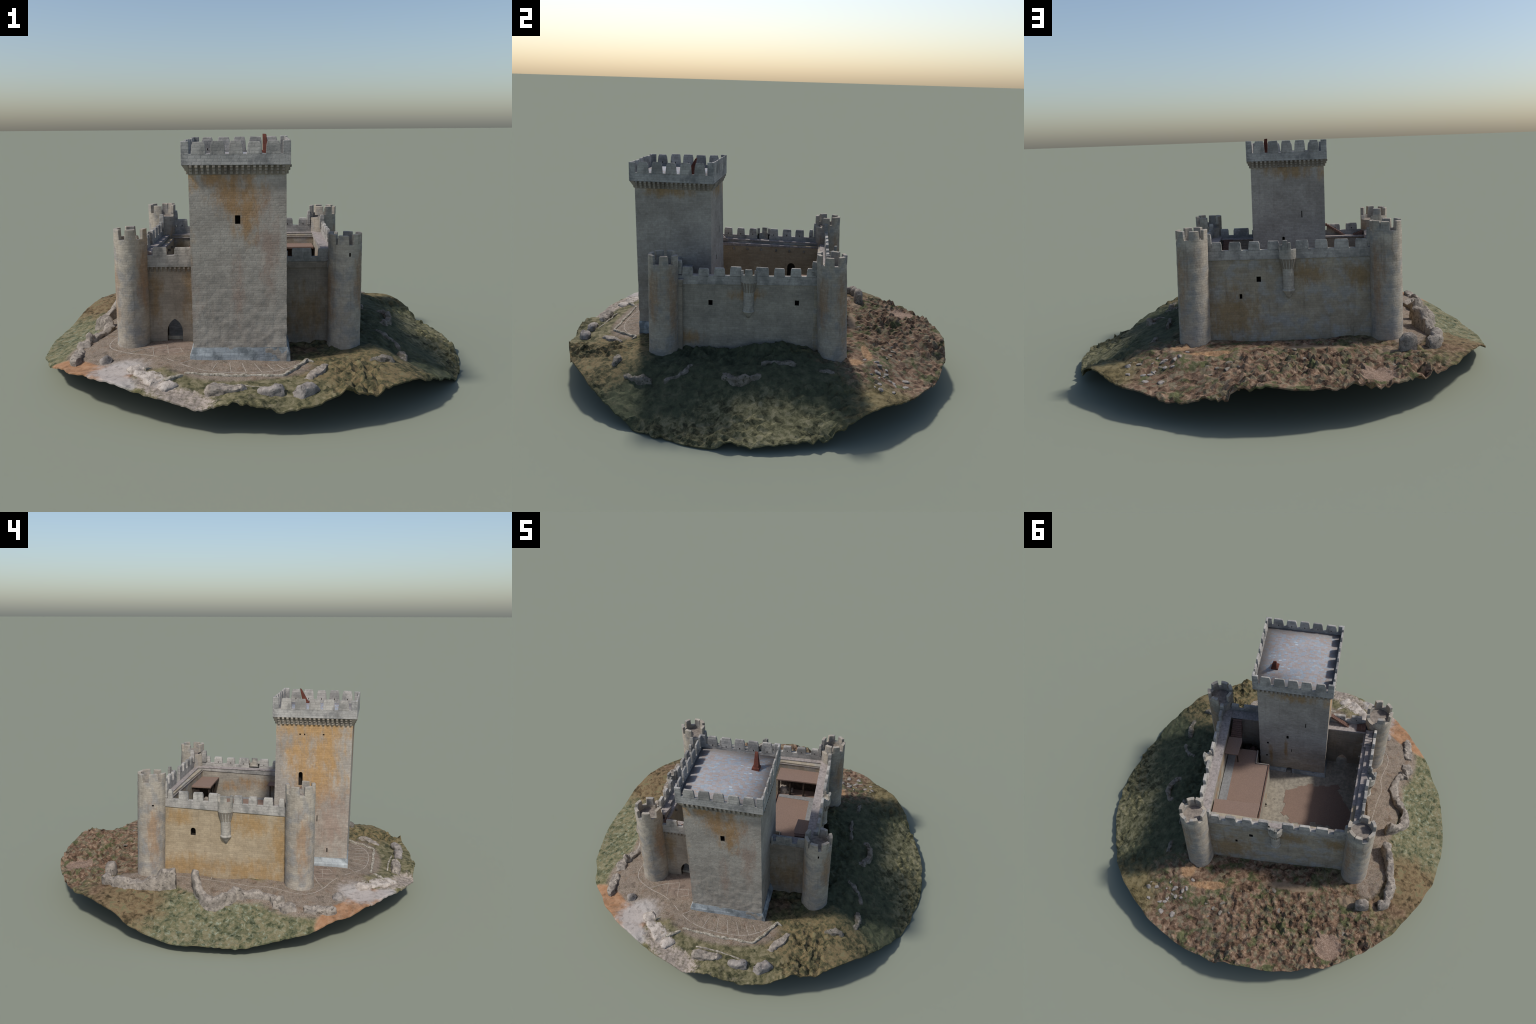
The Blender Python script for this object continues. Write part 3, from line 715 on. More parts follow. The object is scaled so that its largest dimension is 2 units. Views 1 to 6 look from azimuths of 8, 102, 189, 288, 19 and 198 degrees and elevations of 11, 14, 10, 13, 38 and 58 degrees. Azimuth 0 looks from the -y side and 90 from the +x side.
for a, b in [((-.45, -.585), (-.36, -.52)), ((-.36, -.52), (-.33, -.61)), ((-.41, -.55), (-.30, -.50)), ((-.30, -.50), (-.27, -.60)), ((-.33, -.555), (-.22, -.53)),
             ((-.27, -.60), (-.19, -.55)), ((-.24, -.52), (-.20, -.60)), ((-.16, -.66), (-.20, -.70)), ((-.05, -.66), (-.06, -.735)), ((.0, -.655), (.02, -.735)),
             ((.05, -.65), (.08, -.728)), ((.10, -.645), (.14, -.715)), ((.15, -.64), (.19, -.70)), ((.19, -.63), (.225, -.675)), ((-.56, -.12), (-.52, -.11)), ((-.56, -.04), (-.515, -.03))]:
    edging([a, b], .003, 1)

# ------------------------------------------------------------------ merlons
def merlon(x0, x1, y0, y1, zc, zt, parent, frame, mat='merlon_stone', taper=0.003, lean=0.0, rnd=R):
    j = lambda a=0.0012: rnd.uniform(-a, a)
    t0, t1 = taper + j(), taper + j()
    v = [(x0, y0, zc - .004), (x1, y0, zc - .004), (x1, y1, zc - .004), (x0, y1, zc - .004),
         (x0 + t0 * .6, y0, zc + (zt - zc) * .72), (x1 - t1 * .6, y0, zc + (zt - zc) * .72), (x1 - t1 * .6, y1, zc + (zt - zc) * .72), (x0 + t0 * .6, y1, zc + (zt - zc) * .72),
         (x0 + t0 + .002, y0 + .001, zt + j()), (x1 - t1 - .002, y0 + .001, zt + j()), (x1 - t1 - .002, y1 - .002, zt + j() - .001), (x0 + t0 + .002, y1 - .002, zt + j() - .001)]
    f = [(0, 3, 2, 1), (8, 9, 10, 11)]
    for b in (0, 4):
        f += [(b + i, b + (i + 1) % 4, b + 4 + (i + 1) % 4, b + 4 + i) for i in range(4)]
    return bevelled('merlon', v, f, MAT[mat], 0.0016, parent, frame, 2)

def loopholes(spec, parent, frame):
    """near-black blocks, barely proud, for the dark of slits in merlon inner faces: (x, y face, z, sign)"""
    V, F = [], []
    for x, y, z in spec:
        b = len(V)
        V += boxv(x - .0022, x + .0022, y - .004, y + .0004, z - .004, z + .004)
        F += [tuple(b + i for i in f) for f in BOXF]
    ob = mesh_obj('loophole_shade_block', V, F, MAT['recess'], parent, frame)
    ob['kind'] = 'stuff'

# ------------------------------------------------------------------ curtain walls
TH, PT = 0.066, 0.017     # wall and parapet thickness
def relief(amp, seed):
    return lambda P: fbm(P, 22, 3, seed) * amp + fbm(P, 70, 2, seed + 3) * amp * .5

def curtain(name, A, B, out, zw, zs, zc, zt, merl, gap, mat, cuts=(), z0=0.13, proud=0.004, seed=1, th=TH, batter=(0, 0), ledge=(0.0, 0.0)):
    """A->B outer line; zw walkway, zs string course, zc crenel sill, zt merlon top, each (start, end); gap = turret opening"""
    M0, L = frame_of(A, B)
    M = M0 @ Matrix.Translation((0, -out, 0))
    at = lambda q, x: q[0] + (q[1] - q[0]) * x / L
    TH = th
    f0, f1 = th + ledge[0], th + ledge[1]
    body_b = [(0, proud - batter[0], z0), (L, proud - batter[1], z0), (L, f1, z0), (0, f0, z0)]
    body_t = [(0, proud, zs[0]), (L, proud, zs[1]), (L, f1, zs[1]), (0, f0, zs[0])]
    V, F = dense_prism(body_b, body_t, 0.012, relief(0.0014, seed))
    wall = mesh_obj(name, V, F, MAT[mat], castle, M, True, 40)
    if cuts:
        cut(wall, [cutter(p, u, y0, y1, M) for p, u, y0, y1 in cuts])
    # head of the wall above the string course, with the wall walk on top
    e = 0.0008
    bevelled('wall_head', [(0, 0, zs[0] + e), (L, 0, zs[1] + e), (L, TH + .004, zs[1] + e), (0, TH + .004, zs[0] + e),
                           (0, 0, zw[0] - .002), (L, 0, zw[1] - .002), (L, TH + .004, zw[1] - .002), (0, TH + .004, zw[0] - .002)], BOXF, MAT['merlon_stone'], .001, wall, M)
    bevelled('wall_walk', [(0, PT - .003, zw[0] - .006), (L, PT - .003, zw[1] - .006), (L, TH + .007, zw[1] - .006), (0, TH + .007, zw[0] - .006),
                           (0, PT - .003, zw[0]), (L, PT - .003, zw[1]), (L, TH + .007, zw[1]), (0, TH + .007, zw[0])], BOXF, MAT['walkway_paving'], .001, wall, M)
    if ledge[0]:
        bevelled('ledge', [(0, TH, zs[0] - .01), (L, TH, zs[1] - .01), (L, f1 + .003, zs[1] - .01), (0, f0 + .003, zs[0] - .01),
                           (0, TH, zw[0] - .020), (L, TH, zw[1] - .020), (L, f1 + .003, zw[1] - .020), (0, f0 + .003, zw[0] - .020)], BOXF, MAT['walkway_paving'], .001, wall, M)
    segs = [(0, gap[0]), (gap[1], L)] if gap else [(0, L)]
    for a, b in segs:
        bevelled('parapet', [(a, 0, at(zw, a) - .004), (b, 0, at(zw, b) - .004), (b, PT, at(zw, b) - .004), (a, PT, at(zw, a) - .004),
                             (a, 0, at(zc, a)), (b, 0, at(zc, b)), (b, PT, at(zc, b)), (a, PT, at(zc, a))], BOXF, MAT['merlon_stone'], .0012, wall, M)
    holes = []
    for a, b, dz in merl:
        merlon(a, b, 0, PT, min(at(zc, a), at(zc, b)), at(zt, (a + b) / 2) + dz, wall, M)
        holes.append(((a + b) / 2, PT, at(zc, (a + b) / 2) + .006))
    loopholes(holes, wall, M)
    return wall, M, L

def steps_to_tower(wall, M, items):
    for x0, x1, z0, z1 in items:
        merlon(x0, x1, 0, PT + .006, z0, z1, wall, M, taper=.001)

E_cuts = [(rect_profile(.020, .408, .433), .222, -.05, .035), (rect_profile(.020, .427, .452), .636, -.05, .035)]
east, ME, LE = curtain('curtain_wall', (.434, -.366), (.314, .425), .007, (.543, .552), (.502, .532), (.547, .577), (.588, .615),
    [(.085, .136, .002), (.163, .214, -.004), (.237, .290, -.002), (.313, .370, .004), (.435, .498, .003), (.522, .574, 0), (.600, .652, 0), (.676, .720, 0)],
    (.372, .433), 'east_wall_masonry', E_cuts, z0=.14, seed=11, th=.057)
steps_to_tower(east, ME, [(.70, .73, .58, .645), (.06, .083, .56, .622)])
N_cuts = [(rect_profile(.020, .438, .462), .288, -.05, .035), (rect_profile(.012, .364, .385), .205, -.05, .03)]
north, MN, LN = curtain('curtain_wall', (.321, .404), (-.531, .273), .007, (.548, .542), (.540, .536), (.585, .580), (.623, .620),
    [(.080, .128, 0), (.158, .215, 0), (.246, .299, 0), (.332, .386, 0), (.456, .516, 0), (.543, .602, 0), (.630, .696, 0), (.724, .782, 0)],
    (.388, .454), 'north_wall_masonry', N_cuts, seed=23, th=.036, ledge=(.033, .012), batter=(.022, .016))
steps_to_tower(north, MN, [(.065, .082, .59, .66), (.775, .795, .59, .665)])
W_cuts = [(arch_profile(.026, .386, .424, .1), .213, -.05, .04), (arch_profile(.045, .300, .418, .1), .205, .045, .12)]
west, MW, LW = curtain('curtain_wall', (-.524, .283), (-.454, -.466), .007, (.543, .540), (.527, .510), (.570, .557), (.614, .597),
    [(.086, .111, .004), (.141, .192, 0), (.216, .268, 0), (.295, .344, 0), (.423, .468, 0), (.496, .541, 0), (.570, .619, 0), (.647, .676, 0)],
    (.347, .420), 'west_wall_masonry', W_cuts, seed=37, th=.040, ledge=(.027, .027))
steps_to_tower(west, MW, [(.066, .084, .575, .655)])
# knobs that once carried a gallery along the west wall's inner face
for i in range(7):
    x = .13 + i * .085 + R.uniform(-.006, .006)
    box('corbel', x - .005, x + .005, TH + .001, TH + .014, .484, .496, MAT['corbel_stone'], west, MW)
# south curtain: left piece with machicolation over the gate, right piece beside the keep
S_A, S_B = (-.46, -.4745), (.452, -.34)
MS0, LS = frame_of(S_A, S_B)
def south():
    M = MS0
    V, F = dense_prism([(0, .010, .13), (.34, .010, .13), (.34, TH, .13), (0, TH, .13)], [(0, .010, .535), (.34, .010, .535), (.34, TH, .535), (0, TH, .535)], .012, relief(.0014, 51))
    wall = mesh_obj('curtain_wall', V, F, MAT['south_wall_masonry'], castle, M, True, 40)
    cut(wall, [cutter(arch_profile(.067, .10, .277, 1.0), .182, -.05, .12, M)])
    bevelled('parapet', boxv(0, .34, 0, PT, .510, .562), BOXF, MAT['merlon_stone'], .0012, wall, M)
    bevelled('wall_walk', boxv(0, .34, PT - .002, TH + .007, .527, .537), BOXF, MAT['walkway_paving'], .001, wall, M)
    merlon(.095, .156, 0, PT, .562, .597, wall, M, taper=.001)
    merlon(.188, .262, 0, PT, .562, .596, wall, M, taper=.001)
    loopholes([(.125, PT, .572), (.215, PT, .572)], wall, M)
    for i in range(14):
        x = .068 + i * .0195
        v = boxv(x, x + .0095, .001, .02, .499, .511) + boxv(x, x + .0095, .006, .02, .488, .4985)
        bevelled('corbel', v, BOXF + [tuple(8 + k for k in f) for f in BOXF], MAT['corbel_stone'], .0012, wall, M)
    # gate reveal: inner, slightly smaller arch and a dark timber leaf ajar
    V, F = dense_prism([(.66, .006, .13), (LS, .006, .13), (LS, TH, .13), (.66, TH, .13)], [(.66, .006, .500), (LS, .006, .500), (LS, TH, .500), (.66, TH, .500)], .012, relief(.0014, 57))
    wr = mesh_obj('curtain_wall', V, F, MAT['south_wall_masonry'], castle, M, True, 40)
    bevelled('wall_head', boxv(.66, LS, .002, TH, .5008, .532), BOXF, MAT['south_wall_masonry'], .001, wr, M)
    bevelled('parapet', boxv(.675, LS, .002, PT + .002, .528, .551), BOXF, MAT['merlon_stone'], .0012, wr, M)
    bevelled('wall_walk', boxv(.66, LS, PT, TH + .005, .530, .536), BOXF, MAT['walkway_paving'], .001, wr, M)
    merlon(.694, .779, .002, PT + .002, .551, .587, wr, M, taper=.001)
    merlon(.806, .850, .002, PT + .002, .551, .586, wr, M, taper=.001)
    box('latrine_chute', .668, .676, .0, .016, .520, .575, MAT['merlon_stone'], wr, M)
    return wall, wr
southL, southR = south()

# ------------------------------------------------------------------ corner towers
def arc_block(r0, r1, a0, a1, z0, z1, n=6, taper=0.0):
    V, F = [], []
    for i in range(n + 1):
        s = i / n
        a = a0 + (a1 - a0) * s; at_ = a0 + taper + (a1 - a0 - 2 * taper) * s
        V += [(r1 * math.cos(a), r1 * math.sin(a), z0), (r1 * math.cos(at_), r1 * math.sin(at_), z1),
              (r0 * math.cos(at_), r0 * math.sin(at_), z1), (r0 * math.cos(a), r0 * math.sin(a), z0)]
    for i in range(n):
        for k in range(4):
            F.append((i * 4 + k, i * 4 + 4 + k, i * 4 + 4 + (k + 1) % 4, i * 4 + (k + 1) % 4))
    F += [(0, 1, 2, 3), tuple(range(n * 4, n * 4 + 4))[::-1]]
    return V, F

def round_tower(c, r, z0, ztop, phase, seed, windows=(), lean=(0, 0), entry=None, angles=None):
    """lean: shift of the foot relative to the head"""
    M = Matrix.Translation((c[0], c[1], 0))
    rg = random.Random(seed)
    nseg, nz = 72, 60
    zsill = ztop - .042; zfloor = ztop - .064
    V, F = [], []
    zz = np.linspace(z0, zsill, nz + 1)
    th = np.arange(nseg) * 2 * math.pi / nseg
    def lip(t):          # rim height, dropping to the floor at the entrance from the wall walk
        if entry is None: return zsill
        d = abs((math.degrees(t) - entry + 180) % 360 - 180)
        return zsill if d > 27 else zfloor + .003
    for z in zz:
        flare = r * (1 + 0.03 * max(0, (0.20 - z) / 0.05))
        V += [(flare * math.cos(t), flare * math.sin(t), min(z, lip(t) - (zsill - z) * .02)) for t in th]
    V = np.array(V); foot = (zsill - V[:, 2]) / (zsill - .17)
    d = fbm(V + seed, 24, 3, seed) * .0016 + fbm(V + seed, 75, 2, seed + 2) * .0009
    rad = np.hypot(V[:, 0], V[:, 1]); V[:, 0] *= 1 + d / rad; V[:, 1] *= 1 + d / rad
    V[:, 0] += lean[0] * foot; V[:, 1] += lean[1] * foot
    V = V.tolist()
    F = [(j * nseg + q, j * nseg + (q + 1) % nseg, (j + 1) * nseg + (q + 1) % nseg, (j + 1) * nseg + q) for j in range(nz) for q in range(nseg)]
    # parapet rim, inner face and floor
    b = len(V); ri = r - .017
    V += [(ri * math.cos(t), ri * math.sin(t), lip(t)) for t in th] + [(ri * math.cos(t), ri * math.sin(t), zfloor) for t in th]
    F += [(nz * nseg + q, nz * nseg + (q + 1) % nseg, b + (q + 1) % nseg, b + q) for q in range(nseg)]
    F += [(b + q, b + (q + 1) % nseg, b + nseg + (q + 1) % nseg, b + nseg + q) for q in range(nseg)]
    F += [tuple(range(b + nseg, b + 2 * nseg)), tuple(range(nseg))[::-1]]
    tw = mesh_obj('round_tower', V, F, MAT['tower_masonry'], castle, M, True, 40)
    if windows:
        cs = []
        for ang, zc, w, h in windows:
            a = math.radians(ang)
            # frame whose -y points outward along the angle
            fr = M @ Matrix.Rotation(a + math.pi / 2, 4, 'Z')
            cs.append(cutter(rect_profile(w, zc - h / 2, zc + h / 2), 0, -r - .02, -r + .022, fr))
        cut(tw, cs)
    prism('tower_floor', [((ri + .002) * math.cos(t), (ri + .002) * math.sin(t)) for t in np.arange(24) * math.pi / 12], zfloor - .004, zfloor + .002, MAT['tower_floor'], tw, M, 0)
    for a in (angles or [phase + 60 * k for k in range(6)]):
        a = math.radians(a + rg.uniform(-3, 3)); hw = math.radians(rg.uniform(18, 21))
        Vm, Fm = arc_block(r - .0165, r + .0005, a - hw, a + hw, zsill - .003, ztop + rg.uniform(-.003, .003), 6, math.radians(2.5))
        bevelled('merlon', Vm, Fm, MAT['tower_masonry'], .0014, tw, M)
        px = (r - .0165)
    return tw
round_tower((-.46, -.466), .071, .12, .680, 50, 1, [(-103, .652, .004, .010)], entry=50, angles=[-70, -130, 170, 110, -10])
round_tower((.452, -.366), .071, .12, .657, -98, 2, [(-72, .575, .007, .016)], entry=128, angles=[-98, -38, 22, 80, 166, 214])
round_tower((.321, .417), .070, .12, .686, 58, 3, lean=(.002, .026), entry=-135, angles=[58, -2, 118, 175, -62, -100])
round_tower((-.529, .278), .071, .12, .700, 90, 4, [(207, .545, .010, .007)], lean=(-.004, .016), entry=-45, angles=[90, 150, 210, -92, 2, 48])

# ------------------------------------------------------------------ half-round turrets on the wall faces
def bartizan(wall, M, x, zt, zsill, zcorb, zsh, zend, ztip, mer, seed, out=0.0):
    """M: wall frame; built with angle 0 = outward (-y)"""
    Mt = M @ Matrix.Translation((x, .006 - out, 0)) @ Matrix.Rotation(-math.pi / 2, 4, 'Z')
    ro, rs = .0385, .0255
    half = math.radians(92)
    prof = [(0.0, ztip), (.008, ztip + .006), (rs * .75, zend - .014), (rs + .003, zend - .003), (rs + .003, zend + .002), (rs, zend + .005),
            (rs, zsh - .006), (rs + .001, zsh), (ro - .005, zcorb - .012), (ro - .002, zcorb - .002), (ro, zcorb), (ro, zsill), (ro - .012, zsill), (ro - .012, zcorb + .02)]
    n = 36
    V = []
    for rr_, z in prof:
        for i in range(n + 1):
            a = -half + 2 * half * i / n
            V.append((rr_ * math.cos(a), rr_ * math.sin(a), z))
    m = n + 1
    F = [(j * m + i, j * m + i + 1, (j + 1) * m + i + 1, (j + 1) * m + i) for j in range(len(prof) - 1) for i in range(n)]
    # floor of the turret and flat back against the wall
    F.append(tuple(range((len(prof) - 1) * m, len(prof) * m)))
    Vn = np.array(V); d = fbm(Vn + seed, 45, 2, seed) * .0008
    rad = np.hypot(Vn[:, 0], Vn[:, 1]) + 1e-6; Vn[:, 0] *= 1 + d / rad; Vn[:, 1] *= 1 + d / rad
    t = mesh_obj('turret', Vn, F, MAT['turret_stone'], wall, Mt, True, 35)
    for k in range(7):                       # ribs under the turret
        a = math.radians(-78 + 26 * k)
        fr = Mt @ Matrix.Rotation(a, 4, 'Z')
        v = [(rs - .004, -.0035, zsh - .004), (rs + .002, -.0035, zsh - .004), (rs + .002, .0035, zsh - .004), (rs - .004, .0035, zsh - .004),
             (rs - .004, -.0045, zcorb + .001), (ro + .0015, -.0045, zcorb + .001), (ro + .0015, .0045, zcorb + .001), (rs - .004, .0045, zcorb + .001)]
        bevelled('corbel', v, BOXF, MAT['corbel_stone'], .001, wall, fr)
    for a0, a1, top in mer:
        Vm, Fm = arc_block(ro - .0125, ro + .0006, math.radians(a0), math.radians(a1), zsill - .003, top, 5, math.radians(3))
        bevelled('merlon', Vm, Fm, MAT['turret_stone'], .0012, wall, Mt)
bartizan(west, MW, .382, .606, .573, .521, .477, .394, .352, [(-30, 24, .605), (-90, -62, .606), (64, 90, .604)], 1)
bartizan(east, ME, .405, .602, .573, .534, .488, .389, .349, [(-30, 32, .601), (-90, -66, .590), (68, 90, .592)], 2)
bartizan(north, MN, .421, .626, .585, .543, .501, .399, .357, [(-38, 2, .628), (2, 26, .618), (-66, -38, .606), (-92, -78, .596)], 3, .010)

# ------------------------------------------------------------------ keep
def keep():
    C = [(-.153, -.655), (.225, -.603), (.171, -.221), (-.209, -.274)]      # head of the walls
    Cb = [(-.151, -.642), (.226, -.589), (.174, -.211), (-.211, -.257)]     # foot of the walls
    cx, cy, rot = .008, -.438, math.radians(7.8)
    M = Matrix.Translation((cx, cy, 0)) @ Matrix.Rotation(rot, 4, 'Z')
    Mi = M.inverted()
    loc = lambda p, z: tuple(Mi @ Vector((p[0], p[1], z)))
    def disp(P):
        low = np.clip((0.62 - P[:, 2]) / 0.3, 0.15, 1)
        return (fbm(P, 34, 3, 71) * .0034 + fbm(P, 80, 2, 75) * .0014) * low
    V, F = dense_prism([loc(p, .12) for p in Cb], [loc(p, .965) for p in C], .0075, disp)
    body = mesh_obj('keep', V, F, MAT['keep_masonry'], castle, M, True, 40)
    # openings: face frame, along-face position from world coordinates
    def face(A, B):
        return frame_of(A, B)[0]
    S, E, N, W = face(C[0], C[1]), face(C[1], C[2]), face(C[2], C[3]), face(C[3], C[0])
    def u_of(fr, p):
        return (fr.inverted() @ Vector((p[0], p[1], 0))).x
    cs = []
    def hole(fr, p, z0, z1, w, arch=None, depth=.03):
        prof = rect_profile(w, z0, z1) if arch is None else arch_profile(w, z0, z1, arch)
        cs.append(cutter(prof, u_of(fr, p), -.04, depth, fr))
    hole(S, (.035, -.627), .726, .760, .021, depth=.045)
    hole(W, (-.191, -.399), .604, .674, .021, .0)
    hole(W, (-.170, -.542), .247, .271, .0055); hole(W, (-.178, -.487), .412, .446, .004)
    hole(W, (-.192, -.393), .866, .874, .007); hole(W, (-.188, -.416), .866, .874, .006); hole(W, (-.175, -.511), .868, .874, .009)
    hole(N, (-.088, -.257), .655, .690, .0045); hole(N, (-.012, -.247), .400, .428, .004)
    hole(N, (.012, -.243), .530, .555, .013, .0); hole(N, (.126, -.227), .455, .470, .011); hole(N, (.135, -.226), .325, .338, .010)
    hole(N, (.001, -.245), .10, .228, .036, .1)
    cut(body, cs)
    # battered plinth of paler stone
    P0 = [(-.164, -.653), (.240, -.586), (.191, -.194), (-.227, -.241)]
    P1 = [(-.153, -.645), (.229, -.591), (.178, -.207), (-.215, -.254)]
    V, F = dense_prism([loc(p, .13) for p in P0], [loc(p, .185) for p in P0], .012, relief(.0015, 81))
    mesh_obj('plinth', V, F, MAT['plinth_masonry'], body, M, True, 40)
    V, F = dense_prism([loc((a[0] * .9 + b[0] * .1, a[1] * .9 + b[1] * .1), .1855) for a, b in zip(P0, P1)], [loc(p, .217) for p in P1], .012, relief(.001, 85))
    pl = mesh_obj('plinth', V, F, MAT['plinth_masonry'], body, M, True, 40)
    for q in [o for o in bpy.data.objects if o.name.startswith('plinth')]:
        cut(q, [cutter(arch_profile(.036, .10, .228, .1), u_of(N, (.001, -.245)), -.06, .03, N)])
    # parapet outline
    Q = [(-.175, -.678), (.244, -.624), (.189, -.203), (-.228, -.257)]
    # sloping skirt behind the corbels
    Sk = [tuple(np.array(q) * .35 + np.array(c) * .65) for q, c in zip(Q, C)]
    V, F = dense_prism([loc(tuple(np.array(c) * 1.0), .919) for c in C], [loc(p, .957) for p in Sk], .02)
    mesh_obj('machicolation', V, F, MAT['corbel_stone'], body, M)
    cen = np.array([cx, cy])
    inn = lambda d: [tuple(np.array(q) + (cen - np.array(q)) / np.linalg.norm(cen - np.array(q)) * d * 1.414) for q in Q]
    I = inn(.012)
    rp = [loc(p, 0)[:2] for p in inn(.009)]
    V = [(p[0], p[1], .955) for p in rp] + [(p[0], p[1], .984) for p in rp] + [(p[0] * .30, p[1] * .30, .997) for p in rp]
    mesh_obj('keep_roof', V, [(3, 2, 1, 0), (8, 9, 10, 11)] + [(i, (i + 1) % 4, 4 + (i + 1) % 4, 4 + i) for i in range(4)] + [(4 + i, 4 + (i + 1) % 4, 8 + (i + 1) % 4, 8 + i) for i in range(4)], MAT['roof_tiles'], body, M, True)
    sides = [(0, 1), (1, 2), (2, 3), (3, 0)]
    rg = random.Random(3)
    zb, zc = .957, 1.000
    ztops = [1.047, 1.049, 1.062, 1.058]
    for s, (a, b) in enumerate(sides):
        fr, L = frame_of(Q[a], Q[b])
        # parapet wall of this side, mitred at the corners
        t = .011
        v = [(0, 0, zb), (L, 0, zb), (L - t, t, zb), (t, t, zb), (0, 0, zc), (L, 0, zc), (L - t, t, zc), (t, t, zc)]
        bevelled('parapet', v, BOXF, MAT['parapet_masonry'], .0008, body, fr)
        za, zz_ = ztops[a], ztops[b]
        top = lambda x: za + (zz_ - za) * x / L
        w, g, cw = .0590, .0150, .031
        x = cw + g + .002
        pitch = (L - 2 * (cw + .002)) / 5
        for k in range(5):
            xc = cw + .002 + pitch * (k + .5) + rg.uniform(-.0015, .0015)
            ww = w * rg.uniform(.94, 1.04)
            merlon(xc - ww / 2, xc + ww / 2, 0, t, zc, top(xc) + rg.uniform(-.003, .002), body, fr, 'merlon_stone', rg.uniform(.004, .008), rnd=rg)
        loopholes([(cw + .002 + pitch * (k + .5), t, zc + .006) for k in range(5)], body, fr)
        # corbels: three stepped courses each
        nC = 17
        fb, Lb = frame_of(C[a], C[b])
        for k in range(nC):
            xc = (k + .5) / nC
            x_ = xc * Lb
            v = boxv(x_ - .006, x_ + .006, -.0205, .002, .9465, .9572) + boxv(x_ - .0058, x_ + .0058, -.0150, .002, .9345, .9463) + boxv(x_ - .0056, x_ + .0056, -.0090, .002, .921, .9343)
            f = BOXF + [tuple(8 + q for q in ff) for ff in BOXF] + [tuple(16 + q for q in ff) for ff in BOXF]
            bevelled('corbel', v, f, MAT['corbel_stone'], .0018, body, fb)
    # corner merlons: L-shaped
    for i in range(4):
        q = np.array(Q[i]); d1 = np.array(Q[(i + 1) % 4]) - q; d0 = np.array(Q[i - 1]) - q
        d1 /= np.linalg.norm(d1); d0 /= np.linalg.norm(d0); w, t = .031, .011
        poly = [q, q + d1 * w, q + d1 * w + d0 * t, q + d1 * t + d0 * t, q + d1 * t + d0 * w, q + d0 * w]
        prism('merlon', [loc(tuple(p), 0)[:2] for p in poly], zc - .004, ztops[i] + .001, MAT['parapet_masonry'], body, M, .0016)
    # corner corbels
    for i in range(4):
        c, q = np.array(C[i]), np.array(Q[i])
        d1 = np.array(C[(i + 1) % 4]) - c; d0 = np.array(C[i - 1]) - c; d1 /= np.linalg.norm(d1); d0 /= np.linalg.norm(d0)
        w = .012
        cc = c + (cen - c) / np.linalg.norm(cen - c) * .004; q2 = q - (q - c) * .06
        low = [cc, cc + d1 * w, cc + (d1 + d0) * w, cc + d0 * w]; up = [q2, q2 + d1 * (w + .012), q2 + (d1 + d0) * (w + .02), q2 + d0 * (w + .012)]
        v = [loc(tuple(p), .917) for p in low] + [loc(tuple(p), .9568) for p in up]
        bevelled('corbel', v, BOXF, MAT['corbel_stone'], .001, body, M)
    # rusty hatch on the roof
    hx, hy = .112, -.350
    v = [loc(p, .984) for p in ((hx - .020, hy - .022), (hx + .020, hy - .018), (hx + .016, hy + .022), (hx - .022, hy + .020))] + \
        [loc(p, 1.004) for p in ((hx - .018, hy - .018), (hx + .018, hy - .014), (hx + .015, hy + .021), (hx - .020, hy + .019))]
    h1 = bevelled('roof_hatch', v, BOXF, MAT['rust_metal'], .001, body, M)
    v = [loc(p, 1.003) for p in ((hx - .012, hy - .012), (hx + .014, hy - .008), (hx + .012, hy + .020), (hx - .014, hy + .018))] + \
        [loc((hx - .016, hy + .024), 1.070), loc((hx - .001, hy + .026), 1.068), loc((hx - .002, hy + .034), 1.072), loc((hx - .018, hy + .032), 1.073)]
    bevelled('roof_hatch', v, BOXF, MAT['rust_metal'], .001, body, M)
    return body
keep_obj = keep()

# ------------------------------------------------------------------ courtyard
ZF = .192
yard = prism('courtyard_paving', [(-.44, -.44), (.37, -.32), (.28, .34), (-.47, .24)], .150, ZF, MAT['court_paving'], castle, None, 0)
def jag(pts, seed, amp=.012, step=.03):
    """outline with a stepped, broken edge"""
    rg = random.Random(seed); out = []
    for i, p in enumerate(pts):
        q = pts[(i + 1) % len(pts)]; n = max(1, int(math.dist(p, q) / step))
        for k in range(n):
            s0, s1 = k / n, (k + .98) / n
            o = rg.uniform(-amp, amp)
            nx, ny = -(q[1] - p[1]) / math.dist(p, q), (q[0] - p[0]) / math.dist(p, q)
            for s in (s0, s1):
                out.append((p[0] + (q[0] - p[0]) * s + nx * o, p[1] + (q[1] - p[1]) * s + ny * o))
    return out
prism('gravel_patch', jag([(-.45, -.04), (-.30, -.215), (-.135, -.165), (-.03, -.10), (-.035, .05), (-.12, .105), (-.28, .06), (-.45, .12)], 5), ZF - .003, ZF + .0015, MAT['brown_gravel'], yard, None, 0)
# well
wv, wf = [], []
bm = bmesh.new()
Vw, Fw = arc_block(.008, .0135, 0, 2 * math.pi * .999, ZF - .002, ZF + .008, 24)
bevelled('well', Vw, Fw, MAT['court_paving'], .0008, castle, Matrix.Translation((.068, .036, 0)))
prism('well_dark_disc', [(.068 + .0085 * math.cos(a), .036 + .0085 * math.sin(a)) for a in np.arange(16) * math.pi / 8], ZF, ZF + .002, MAT['recess'], castle, None, 0)  # flat near-black disc inside the well ring
bm.free()

